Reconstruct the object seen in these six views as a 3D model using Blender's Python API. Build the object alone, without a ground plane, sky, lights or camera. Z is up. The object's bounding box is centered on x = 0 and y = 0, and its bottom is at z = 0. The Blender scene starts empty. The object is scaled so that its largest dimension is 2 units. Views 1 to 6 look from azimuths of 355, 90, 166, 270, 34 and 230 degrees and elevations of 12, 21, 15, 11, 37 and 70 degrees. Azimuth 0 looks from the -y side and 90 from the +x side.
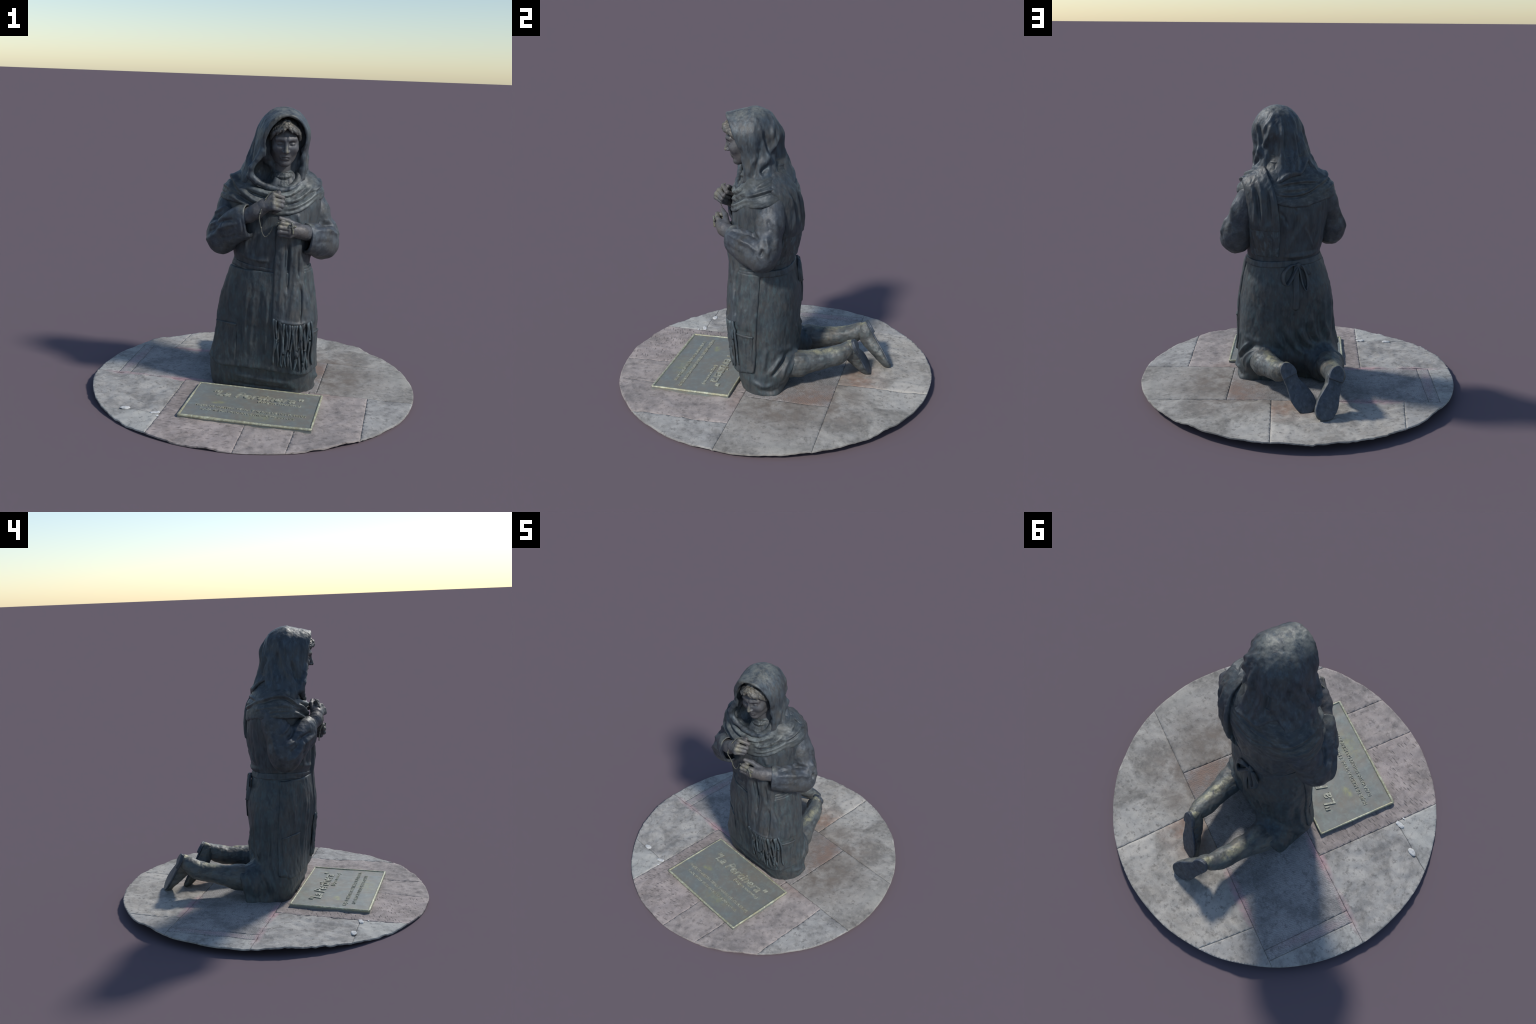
# Kneeling bronze woman in veil and shawl, on a round patch of stone paving with a bronze plaque.
# Solid parts are modelled as blended implicit shapes (capsules, lofted sections), meshed on a grid,
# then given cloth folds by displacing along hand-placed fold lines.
import bpy, bmesh, math
import numpy as np
from mathutils import Vector, Matrix

rng = np.random.default_rng(7)
f32 = np.float32

# ------------------------------------------------------------------ implicit shapes
def hermite(z, zs, vs):
    """smooth interpolation of a profile table"""
    zs = np.asarray(zs, float); vs = np.asarray(vs, float)
    m = np.gradient(vs, zs)
    z = np.clip(z, zs[0], zs[-1])
    i = np.clip(np.searchsorted(zs, z, side='right') - 1, 0, len(zs) - 2)
    h = zs[i + 1] - zs[i]; t = (z - zs[i]) / h
    return ((2*t**3 - 3*t**2 + 1) * vs[i] + (t**3 - 2*t**2 + t) * h * m[i]
            + (-2*t**3 + 3*t**2) * vs[i + 1] + (t**3 - t**2) * h * m[i + 1])

def smin(a, b, k):
    h = np.maximum(k - np.abs(a - b), 0) / k
    return np.minimum(a, b) - h * h * k * 0.25

def smax(a, b, k):
    return -smin(-a, -b, k)

def cone(p, a, b, ra, rb):
    a = np.array(a, float); b = np.array(b, float); ab = b - a
    qx, qy, qz = p[0] - a[0], p[1] - a[1], p[2] - a[2]
    t = np.clip((qx*ab[0] + qy*ab[1] + qz*ab[2]) / (ab @ ab), 0, 1)
    return np.sqrt((qx - t*ab[0])**2 + (qy - t*ab[1])**2 + (qz - t*ab[2])**2) - (ra + (rb - ra) * t)

def chain(p, pts, k=0.02):
    d = None
    for q, r in zip(pts[:-1], pts[1:]):
        c = cone(p, q[:3], r[:3], q[3], r[3])
        d = c if d is None else smin(d, c, k)
    return d

def ell(p, c, r):
    x, y, z = (p[0]-c[0]), (p[1]-c[1]), (p[2]-c[2])
    k0 = np.sqrt((x/r[0])**2 + (y/r[1])**2 + (z/r[2])**2)
    k1 = np.sqrt((x/r[0]**2)**2 + (y/r[1]**2)**2 + (z/r[2]**2)**2) + 1e-9
    return k0 * (k0 - 1) / k1

def plane(p, c, n):
    n = np.array(n, float); n /= np.linalg.norm(n)
    return (p[0]-c[0])*n[0] + (p[1]-c[1])*n[1] + (p[2]-c[2])*n[2]

def loft(p, rows, n=2.4, back=-5.0):
    """rows: z, x-, x+, y-, y+, yaw(deg) -- outer extents of a turned superellipse section"""
    R = np.array(rows, float); z = p[2]
    x0, x1, y0, y1, yaw = (hermite(z, R[:, 0], R[:, i]) for i in range(1, 6))
    cx, cy = (x0 + x1) / 2, (y0 + y1) / 2
    ex, ey = (x1 - x0) / 2, (y1 - y0) / 2
    bt = np.clip((p[1]-cy+0.06)/0.14, 0, 1); bt = bt*bt*(3-2*bt)
    yaw = yaw*(1-bt) + back*bt*np.clip(-yaw/20, 0, 1)       # the back is turned less than the front
    c, s = np.cos(np.radians(yaw)), np.sin(np.radians(yaw))
    a2 = (ex**2 * c**2 - ey**2 * s**2) / (c**4 - s**4)
    b2 = (ey**2 * c**2 - ex**2 * s**2) / (c**4 - s**4)
    a = np.sqrt(np.maximum(a2, 1e-4)); b = np.sqrt(np.maximum(b2, 1e-4))
    dx, dy = p[0] - cx, p[1] - cy
    u, v = c*dx + s*dy, -s*dx + c*dy
    q = (np.abs(u/a)**n + np.abs(v/b)**n + 1e-9) ** (1/n)
    return np.sqrt(u*u + v*v) * (1 - 1/q)

# ------------------------------------------------------------------ meshing
def surface_nets(f, lo, hi, h):
    ax = [np.arange(lo[i], hi[i] + h, h, dtype=np.float64) for i in range(3)]
    D = f((ax[0][:, None, None], ax[1][None, :, None], ax[2][None, None, :]))
    D = np.ascontiguousarray(np.broadcast_to(D, tuple(len(a) for a in ax))).astype(f32)
    D[0] = np.maximum(D[0], h/4); D[-1] = np.maximum(D[-1], h/4)
    D[:, 0] = np.maximum(D[:, 0], h/4); D[:, -1] = np.maximum(D[:, -1], h/4)
    D[:, :, 0] = np.maximum(D[:, :, 0], h/4); D[:, :, -1] = np.maximum(D[:, :, -1], h/4)
    S = D < 0
    n = [s - 1 for s in S.shape]
    cnt = np.zeros(n, np.int8)
    for i in (0, 1):
        for j in (0, 1):
            for k in (0, 1):
                cnt += S[i:i+n[0], j:j+n[1], k:k+n[2]]
    act = (cnt > 0) & (cnt < 8)
    idx = np.full(n, -1, np.int64)
    I, J, K = np.nonzero(act)
    idx[I, J, K] = np.arange(len(I))
    base = np.stack([I, J, K], 1).astype(float)
    acc = np.zeros((len(I), 3)); num = np.zeros(len(I))
    for axis in range(3):
        for a in (0, 1):
            for b in (0, 1):
                o = [a, b]; o.insert(axis, 0); e = list(o); e[axis] = 1
                da = D[I+o[0], J+o[1], K+o[2]].astype(float); db = D[I+e[0], J+e[1], K+e[2]].astype(float)
                m = (da < 0) != (db < 0)
                t = np.where(m, da / np.where(m, da - db, 1), 0)
                q = base + np.array(o); q[:, axis] += t
                acc += q * m[:, None]; num += m
    V = acc / num[:, None] * h + np.array([a[0] for a in ax])
    F = []
    for axis in range(3):
        A = np.moveaxis(S, axis, 0); M = np.moveaxis(idx, axis, 0)
        ch = A[:-1, 1:-1, 1:-1] != A[1:, 1:-1, 1:-1]
        i, j, k = np.nonzero(ch); j += 1; k += 1
        q = np.stack([M[i, j-1, k-1], M[i, j, k-1], M[i, j, k], M[i, j-1, k]], 1)
        flip = ~A[i, j, k]
        if axis == 1: flip = ~flip
        q[flip] = q[flip][:, ::-1]
        F.append(q)
    return V, np.concatenate(F)

def normals(V, F):
    e = np.cross(V[F[:, 2]] - V[F[:, 0]], V[F[:, 3]] - V[F[:, 1]])
    N = np.zeros_like(V)
    for c in range(4):
        for i in range(3):
            N[:, i] += np.bincount(F[:, c], e[:, i], len(V))
    return N / (np.linalg.norm(N, axis=1, keepdims=True) + 1e-12)

def relax(V, F, it=2, w=0.5):
    n = len(V)
    for _ in range(it):
        A = np.zeros_like(V); c = np.zeros(n)
        for a, b in ((0, 1), (1, 2), (2, 3), (3, 0)):
            for s, t in ((F[:, a], F[:, b]), (F[:, b], F[:, a])):
                for i in range(3):
                    A[:, i] += np.bincount(s, V[t, i], n)
                c += np.bincount(s, minlength=n)
        V = V + w * (A / c[:, None] - V)
    return V

# ------------------------------------------------------------------ noise and folds
def vnoise(P, seed=0):
    P = np.asarray(P); i = np.floor(P).astype(np.int64); f = P - i
    f = f*f*f*(f*(f*6-15)+10)
    out = 0
    for a in (0, 1):
        for b in (0, 1):
            for c in (0, 1):
                h = (i[:, 0]+a)*73856093 ^ (i[:, 1]+b)*19349663 ^ (i[:, 2]+c)*83492791 ^ (seed*2654435761)
                h = (h ^ (h >> 13)) * 1274126177
                h = ((h ^ (h >> 16)) & 0xFFFF) / 32767.5 - 1
                out = out + h * (f[:, 0] if a else 1-f[:, 0]) * (f[:, 1] if b else 1-f[:, 1]) * (f[:, 2] if c else 1-f[:, 2])
    return out

def fbm(P, scale, octaves=3, stretch=(1, 1, 1), seed=0):
    Q = P / np.array(stretch) / scale
    s = 0; a = 1
    for o in range(octaves):
        s = s + a * vnoise(Q * 2**o + 17.3*o, seed + o); a *= 0.5
    return s

def spline(pts, n=14):
    P = np.array(pts, float)
    if len(P) == 2: return P[0] + (P[1]-P[0]) * np.linspace(0, 1, 2*n)[:, None]
    Q = np.vstack([2*P[0]-P[1], P, 2*P[-1]-P[-2]]); out = []
    for i in range(len(P)-1):
        t = np.linspace(0, 1, n, endpoint=(i == len(P)-2))[:, None]
        a, b, c, d = Q[i:i+4]
        out.append(0.5*((2*b)+(-a+c)*t+(2*a-5*b+4*c-d)*t*t+(-a+3*b-3*c+d)*t**3))
    return np.vstack(out)

SIDES = {'front': (0, 2, 1, -1), 'back': (0, 2, 1, 1), 'left': (1, 2, 0, 1), 'right': (1, 2, 0, -1)}

def fold(V, N, side, pts, w, amp, taper=True):
    """ridge (amp>0) or groove (amp<0) along a line drawn on one side of the figure"""
    a, b, c, s = SIDES[side]
    C = spline(pts, 24)
    sg = np.r_[0, np.cumsum(np.linalg.norm(np.diff(C, axis=0), axis=1))]
    L = max(12, int(sg[-1]/(w*0.3)))
    C = np.stack([np.interp(np.linspace(0, sg[-1], L), sg, C[:, k]) for k in (0, 1)], 1)
    P = V[:, (a, b)]
    sel = np.nonzero((P[:, 0] > C[:, 0].min()-3*w) & (P[:, 0] < C[:, 0].max()+3*w) &
                     (P[:, 1] > C[:, 1].min()-3*w) & (P[:, 1] < C[:, 1].max()+3*w) & (N[:, c]*s > 0.05))[0]
    out = np.zeros(len(V))
    if len(sel) == 0: return out
    best = np.full(len(sel), 9.0); at = np.zeros(len(sel))
    for i in range(L):
        d = np.hypot(P[sel, 0]-C[i, 0], P[sel, 1]-C[i, 1])
        m = d < best; best[m] = d[m]; at[m] = i/(L-1)
    tp = np.clip(np.minimum(at, 1-at)*3.5, 0, 1) if taper else 1
    tp = tp*tp*(3-2*tp) if taper else 1
    face = np.clip((N[sel, c]*s-0.05)/0.3, 0, 1)
    out[sel] = 1.25 * amp * tp * face * np.exp(-(best/w)**2)
    return out

def edge_step(V, N, side, pts, w, amp):
    """cloth border: raised lip with a dark undercut just below it"""
    low = [(x, z-1.25*w) for x, z in pts]
    return fold(V, N, side, pts, w, amp) + fold(V, N, side, low, w*0.8, -amp*0.9)

# ------------------------------------------------------------------ scene helpers
def collect(obj):
    bpy.context.scene.collection.objects.link(obj); return obj

def empty(name, loc=(0, 0, 0)):
    o = bpy.data.objects.new(name, None); o.location = loc; o.empty_display_size = 0.1
    return collect(o)

def put(o, parent):
    o.parent = parent; o.matrix_parent_inverse = parent.matrix_world.inverted() if False else Matrix.Translation(-Vector(parent.location))
    return o

def mesh_obj(name, V, F, mat, parent, smooth=True):
    V = np.asarray(V, float); F = np.asarray(F)
    me = bpy.data.meshes.new(name)
    me.vertices.add(len(V)); me.vertices.foreach_set('co', V.ravel().astype(f32))
    k = F.shape[1]
    me.loops.add(F.size); me.loops.foreach_set('vertex_index', F.ravel().astype(np.int32))
    me.polygons.add(len(F))
    me.polygons.foreach_set('loop_start', np.arange(0, F.size, k, dtype=np.int32))
    me.polygons.foreach_set('use_smooth', np.full(len(F), smooth))
    me.update(calc_edges=True); me.validate()
    me.materials.append(mat)
    o = collect(bpy.data.objects.new(name, me))
    if parent: put(o, parent)
    return o

def solid(name, f, lo, hi, h, mat, parent, folds=(), noise=(), smooth=1, push=None):
    V, F = surface_nets(f, lo, hi, h)
    V = relax(V, F, smooth)
    N = normals(V, F)
    d = np.zeros(len(V))
    for fd in folds:
        d += edge_step(V, N, *fd[1:]) if fd[0] == 'edge' else fold(V, N, *fd)
    for scale, amp, stretch, seed in noise:
        d += amp * fbm(V, scale, 3, stretch, seed)
    if push is not None: d += push(V, N)
    if len(folds) or len(noise) or push is not None: V = V + N * d[:, None]
    if len(folds): V = relax(V, F, 1, 0.4)
    return mesh_obj(name, V, F, mat, parent)

def tube(pts, radii, seg=10, flat=1.0, up=(0, 0, 1), closed=False):
    P = np.array(pts, float); n = len(P)
    r = np.broadcast_to(np.asarray(radii, float), (n,))
    T = np.gradient(P, axis=0)
    if closed: T = np.roll(P, -1, 0) - np.roll(P, 1, 0)
    T /= np.linalg.norm(T, axis=1, keepdims=True)
    U = np.array(up, float) - (T @ np.array(up, float))[:, None] * T
    bad = np.linalg.norm(U, axis=1) < 0.05; U[bad] = np.cross(T[bad], (1, 0.2, 0.1))
    U /= np.linalg.norm(U, axis=1, keepdims=True); W = np.cross(T, U)
    a = np.linspace(0, 2*np.pi, seg, endpoint=False)
    V = (P[:, None] + r[:, None, None] * (np.cos(a)[None, :, None]*W[:, None] + flat*np.sin(a)[None, :, None]*U[:, None])).reshape(-1, 3)
    F = []
    m = n if closed else n-1
    for i in range(m):
        for j in range(seg):
            i2 = (i+1) % n
            F.append((i*seg+j, i*seg+(j+1) % seg, i2*seg+(j+1) % seg, i2*seg+j))
    if not closed:
        V = np.vstack([V, P[0]-T[0]*r[0]*0.6, P[-1]+T[-1]*r[-1]*0.6]); c0, c1 = len(V)-2, len(V)-1
        for j in range(seg):
            F.append((c0, c0, (j+1) % seg, j)); F.append((c1, c1, (n-1)*seg+j, (n-1)*seg+(j+1) % seg))
    return V, np.array(F)

def tube_obj(name, pts, radii, mat, parent, **kw):
    V, F = tube(pts, radii, **kw)
    me = bpy.data.meshes.new(name)
    me.from_pydata([tuple(v) for v in V], [], [tuple(dict.fromkeys(int(i) for i in f)) for f in F])
    bm = bmesh.new(); bm.from_mesh(me); bmesh.ops.recalc_face_normals(bm, faces=bm.faces); bm.to_mesh(me); bm.free()
    for p in me.polygons: p.use_smooth = True
    me.materials.append(mat)
    return put(collect(bpy.data.objects.new(name, me)), parent)

# ------------------------------------------------------------------ materials
class Nodes:
    def __init__(self, name):
        self.m = bpy.data.materials.new(name); self.m.use_nodes = True
        self.t = self.m.node_tree; self.t.nodes.clear()
        self.out = self.t.nodes.new('ShaderNodeOutputMaterial')
        self.bsdf = self.t.nodes.new('ShaderNodeBsdfPrincipled')
        self.t.links.new(self.bsdf.outputs[0], self.out.inputs[0])
        self.co = self.t.nodes.new('ShaderNodeTexCoord').outputs['Object']
    def n(self, kind, **kw):
        x = self.t.nodes.new(kind)
        for k, v in kw.items(): setattr(x, k, v)
        return x
    def link(self, a, b): self.t.links.new(a, b)
    def setin(self, node, i, v):
        if hasattr(v, 'is_output') or hasattr(v, 'links'): self.link(v, node.inputs[i])
        else: node.inputs[i].default_value = v
    def mapping(self, scale=(1, 1, 1), rot=(0, 0, 0), loc=(0, 0, 0)):
        x = self.n('ShaderNodeMapping'); self.link(self.co, x.inputs[0])
        x.inputs['Scale'].default_value = scale; x.inputs['Rotation'].default_value = rot; x.inputs['Location'].default_value = loc
        return x.outputs[0]
    def noise(self, scale, detail=4, rough=0.55, vec=None, dist=0.0):
        x = self.n('ShaderNodeTexNoise'); self.link(vec or self.co, x.inputs['Vector'])
        x.inputs['Scale'].default_value = scale; x.inputs['Detail'].default_value = detail
        x.inputs['Roughness'].default_value = rough; x.inputs['Distortion'].default_value = dist
        return x.outputs[0]
    def ramp(self, fac, stops, interp='LINEAR'):
        x = self.n('ShaderNodeValToRGB'); self.link(fac, x.inputs[0]); r = x.color_ramp; r.interpolation = interp
        while len(r.elements) < len(stops): r.elements.new(0.5)
        for e, (pos, c) in zip(r.elements, stops):
            e.position = pos; e.color = (*c, 1) if isinstance(c, tuple) else (c, c, c, 1)
        return x.outputs[0]
    def mix(self, fac, a, b, mode='MIX'):
        x = self.n('ShaderNodeMix', data_type='RGBA', blend_type=mode)
        self.setin(x, 0, fac); self.setin(x, 6, a if not isinstance(a, tuple) else (*a, 1)); self.setin(x, 7, b if not isinstance(b, tuple) else (*b, 1))
        return x.outputs[2]
    def math(self, op, a, b=0.0, clamp=False):
        x = self.n('ShaderNodeMath', operation=op, use_clamp=clamp); self.setin(x, 0, a); self.setin(x, 1, b)
        return x.outputs[0]
    def bump(self, height, strength, dist):
        x = self.n('ShaderNodeBump'); self.link(height, x.inputs['Height'])
        x.inputs['Strength'].default_value = strength; x.inputs['Distance'].default_value = dist
        self.link(x.outputs[0], self.bsdf.inputs['Normal'])
    def stain(self, a, b, w):
        """soft stain along the segment a-b on the ground, half width w"""
        ang = math.atan2(b[1]-a[1], b[0]-a[0]); L = math.hypot(b[0]-a[0], b[1]-a[1])/2
        c = ((a[0]+b[0])/2, (a[1]+b[1])/2)
        keep = self.co; self.co = self.mapping(rot=(0, 0, -ang))
        cc = (c[0]*math.cos(ang)+c[1]*math.sin(ang), -c[0]*math.sin(ang)+c[1]*math.cos(ang), 0.04)
        m = self.blob(cc, (L, w, 0.3), 0.75); self.co = keep
        return m
    def blob(self, centre, radius, soft=0.6):
        """soft spot around a point: 1 inside, 0 outside"""
        s = self.n('ShaderNodeVectorMath', operation='SUBTRACT'); self.link(self.co, s.inputs[0]); s.inputs[1].default_value = centre
        d = self.n('ShaderNodeVectorMath', operation='DIVIDE'); self.link(s.outputs[0], d.inputs[0]); d.inputs[1].default_value = radius
        l = self.n('ShaderNodeVectorMath', operation='LENGTH'); self.link(d.outputs[0], l.inputs[0])
        x = self.n('ShaderNodeMapRange'); self.link(l.outputs['Value'], x.inputs[0])
        x.inputs[1].default_value = 1.0; x.inputs[2].default_value = 1.0-soft; x.inputs[3].default_value = 0; x.inputs[4].default_value = 1
        return x.outputs[0]

def bronze(name, base=(0.072, 0.078, 0.080), brown=(0.088, 0.080, 0.070), green=(0.085, 0.110, 0.108), pale=0.5,
           streak=(1, 1, 0.25), wear=(), worn=(0.30, 0.27, 0.17), rough=0.5, bump=0.5, gain=(0.80, 0.90, 1.03), dark=0.6):  # gain darkens and blues the bronze to match its baked shading
    k = Nodes(name)
    patch = k.noise(9, 5, 0.6)
    col = k.mix(k.ramp(patch, [(0.38, 0.0), (0.62, 1.0)]), base, brown)
    mp = k.mapping(streak)
    st = k.noise(55, 5, 0.65, mp, 0.4)
    col = k.mix(k.math('MULTIPLY', k.ramp(st, [(0.48, 0.0), (0.66, 1.0)]), pale), col, tuple(v*1.15 for v in green))
    dk = k.noise(38, 4, 0.6, k.mapping(streak, loc=(3.1, 1.7, 0.4)))
    col = k.mix(k.ramp(dk, [(0.36, dark), (0.52, 0.0)]), col, (0.034, 0.037, 0.040))
    grain = k.noise(240, 3, 0.6)
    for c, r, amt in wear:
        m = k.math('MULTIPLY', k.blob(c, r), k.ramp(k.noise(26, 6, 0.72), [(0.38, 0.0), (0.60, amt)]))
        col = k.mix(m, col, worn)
    col = k.mix(1.0, col, gain, 'MULTIPLY')
    k.link(col, k.bsdf.inputs['Base Color'])
    k.bsdf.inputs['Metallic'].default_value = 0.15
    k.bsdf.inputs['Roughness'].default_value = rough
    k.bsdf.inputs['Specular IOR Level'].default_value = 0.4
    hgt = k.math('ADD', k.math('MULTIPLY', st, 0.8), k.math('MULTIPLY', grain, 0.35))
    k.bump(hgt, bump, 0.004)
    return k.m

M_cloth = bronze('bronze_cloth', wear=[((0.11, -0.28, 1.70), (0.06, 0.03, 0.03), 0.6)])
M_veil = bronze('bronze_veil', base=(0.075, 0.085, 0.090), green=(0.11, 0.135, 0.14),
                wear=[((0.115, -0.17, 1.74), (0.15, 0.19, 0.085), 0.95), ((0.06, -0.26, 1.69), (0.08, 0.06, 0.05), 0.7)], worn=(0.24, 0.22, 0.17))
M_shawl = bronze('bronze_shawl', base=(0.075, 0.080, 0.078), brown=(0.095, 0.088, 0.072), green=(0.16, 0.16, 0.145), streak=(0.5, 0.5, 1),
                 wear=[((0.20, -0.24, 1.25), (0.19, 0.14, 0.10), 0.8), ((0.0, -0.25, 1.26), (0.14, 0.1, 0.07), 0.55)], worn=(0.30, 0.295, 0.25))  # pale patches here are sunlit highlights painted on the shawl front
M_skirt = bronze('bronze_skirt', base=(0.066, 0.074, 0.074), green=(0.080, 0.118, 0.112), pale=0.5, streak=(1, 1, 0.35))
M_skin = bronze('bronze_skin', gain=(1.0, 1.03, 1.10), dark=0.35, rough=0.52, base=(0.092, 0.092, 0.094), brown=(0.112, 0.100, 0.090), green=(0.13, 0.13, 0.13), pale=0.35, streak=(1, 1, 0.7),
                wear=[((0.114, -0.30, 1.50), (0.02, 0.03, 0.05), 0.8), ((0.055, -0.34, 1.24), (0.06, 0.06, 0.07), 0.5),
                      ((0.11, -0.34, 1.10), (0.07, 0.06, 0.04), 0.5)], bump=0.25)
M_hair = bronze('bronze_hair', gain=(1.1, 1.12, 1.15), base=(0.092, 0.093, 0.092), brown=(0.11, 0.10, 0.082), green=(0.15, 0.15, 0.145), pale=0.5,
                wear=[((0.115, -0.29, 1.65), (0.05, 0.05, 0.04), 0.25)], worn=(0.26, 0.22, 0.14))
M_sleeve = bronze('bronze_sleeve', base=(0.078, 0.082, 0.088), green=(0.125, 0.135, 0.135), streak=(0.6, 0.6, 0.6),
                  wear=[((0.26, -0.27, 1.085), (0.05, 0.05, 0.03), 0.7), ((-0.12, -0.26, 1.17), (0.05, 0.06, 0.04), 0.6)], worn=(0.26, 0.24, 0.18))
M_leg = bronze('bronze_leg', gain=(1.1, 1.15, 1.2), base=(0.085, 0.090, 0.090), brown=(0.105, 0.095, 0.080), streak=(1, 0.4, 1),
               wear=[((0.24, 0.27, 0.285), (0.045, 0.17, 0.045), 0.7), ((-0.125, 0.37, 0.275), (0.045, 0.17, 0.045), 0.7),
                     ((0.20, 0.45, 0.33), (0.06, 0.06, 0.04), 1.0), ((-0.085, 0.56, 0.33), (0.06, 0.06, 0.04), 1.0)], worn=(0.36, 0.33, 0.2))
M_sole = bronze('bronze_sole', base=(0.070, 0.078, 0.092), brown=(0.082, 0.084, 0.09), green=(0.13, 0.14, 0.15), pale=0.4, streak=(1, 1, 0.6), bump=0.3)
M_fringe = bronze('bronze_fringe', base=(0.085, 0.100, 0.102), green=(0.13, 0.165, 0.16), pale=0.8, streak=(1, 1, 0.3))
M_plaque = bronze('bronze_plaque', dark=0.06, rough=0.55, gain=(1.25, 1.3, 1.25), base=(0.155, 0.160, 0.158), brown=(0.175, 0.158, 0.140), green=(0.17, 0.195, 0.185), pale=0.5, streak=(0.5, 0.5, 1),
                  wear=[((-0.235, -0.385, 0.04), (0.05, 0.03, 0.05), 0.8), ((0.0, -0.6, 0.04), (0.14, 0.08, 0.05), 0.35)], worn=(0.27, 0.26, 0.12), bump=0.25)
M_rim = bronze('bronze_rim', dark=0.2, gain=(1.35, 1.35, 1.25), base=(0.24, 0.245, 0.20), brown=(0.27, 0.25, 0.17), green=(0.40, 0.41, 0.33), pale=0.8, streak=(1, 1, 1), bump=0.4)
M_letter = bronze('bronze_letter', dark=0.2, gain=(1.4, 1.4, 1.3), base=(0.20, 0.205, 0.19), brown=(0.22, 0.21, 0.17), green=(0.33, 0.34, 0.30), pale=0.9, streak=(1, 1, 1), bump=0.2)
M_bead = bronze('bronze_bead', base=(0.15, 0.14, 0.12), brown=(0.2, 0.17, 0.1), green=(0.2, 0.2, 0.18))

# ------------------------------------------------------------------ figure sections (metres)
SKIRT = [(-0.03, -0.245, 0.362, -0.225, 0.10, -15), (0.05, -0.262, 0.370, -0.240, 0.11, -16), (0.10, -0.270, 0.379, -0.250, 0.12, -17),
         (0.16, -0.276, 0.382, -0.258, 0.13, -18), (0.22, -0.270, 0.374, -0.262, 0.14, -20), (0.30, -0.256, 0.366, -0.266, 0.150, -23),
         (0.42, -0.240, 0.360, -0.270, 0.153, -25), (0.50, -0.232, 0.354, -0.271, 0.157, -25), (0.60, -0.222, 0.342, -0.269, 0.163, -24),
         (0.68, -0.204, 0.332, -0.264, 0.155, -22), (0.76, -0.176, 0.316, -0.256, 0.135, -20), (0.84, -0.145, 0.303, -0.252, 0.116, -18)]
TORSO = [(0.78, -0.150, 0.300, -0.250, 0.116, -18), (0.84, -0.146, 0.303, -0.258, 0.120, -17), (0.90, -0.158, 0.313, -0.266, 0.131, -16),
         (1.00, -0.175, 0.330, -0.268, 0.143, -14), (1.10, -0.195, 0.348, -0.258, 0.148, -12), (1.20, -0.210, 0.358, -0.242, 0.138, -9),
         (1.28, -0.195, 0.345, -0.222, 0.120, -6), (1.34, -0.140, 0.290, -0.200, 0.10, -3), (1.40, -0.03, 0.200, -0.165, 0.07, 0)]
SHAWL = [(1.05, -0.262, 0.398, -0.268, 0.156, -2), (1.16, -0.252, 0.390, -0.262, 0.154, -2), (1.23, -0.240, 0.378, -0.248, 0.144, -1),
         (1.28, -0.220, 0.370, -0.236, 0.132, 0), (1.31, -0.201, 0.355, -0.228, 0.118, 0), (1.34, -0.180, 0.330, -0.220, 0.102, 0),
         (1.37, -0.135, 0.280, -0.220, 0.088, 0), (1.40, -0.095, 0.240, -0.195, 0.072, 0), (1.45, -0.06, 0.20, -0.15, 0.05, 0)]
VEIL = [(1.24, -0.170, 0.315, -0.22, 0.140, 0), (1.30, -0.160, 0.302, -0.235, 0.124, 0), (1.34, -0.148, 0.290, -0.245, 0.112, 0),
        (1.39, -0.122, 0.276, -0.258, 0.093, 0), (1.43, -0.102, 0.264, -0.272, 0.074, 0), (1.50, -0.073, 0.260, -0.290, 0.047, 0),
        (1.55, -0.056, 0.259, -0.302, 0.034, 0), (1.60, -0.037, 0.258, -0.315, 0.025, 0), (1.64, -0.025, 0.255, -0.33, 0.012, 0), (1.70, -0.02, 0.25, -0.33, 0.0, 0)]

def skirt_column(p):
    """skirt section with the slanted front over the knees"""
    d = loft(p, SKIRT, 2.1)
    front = plane(p, (0.15, -0.185, 0), (-0.275, -0.96, 0)) - np.interp(p[2], [0, 0.10, 0.20, 0.45, 0.6], [0, 0.030, 0.055, 0.10, 0.2])
    corner = plane(p, (0.325, -0.170, 0), (0.79, -0.61, 0)) - np.interp(p[2], [0, 0.10, 0.20, 0.45, 0.6], [0, 0.020, 0.030, 0.05, 0.2])
    return smax(smax(d, front, 0.07), corner, 0.08)

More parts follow.
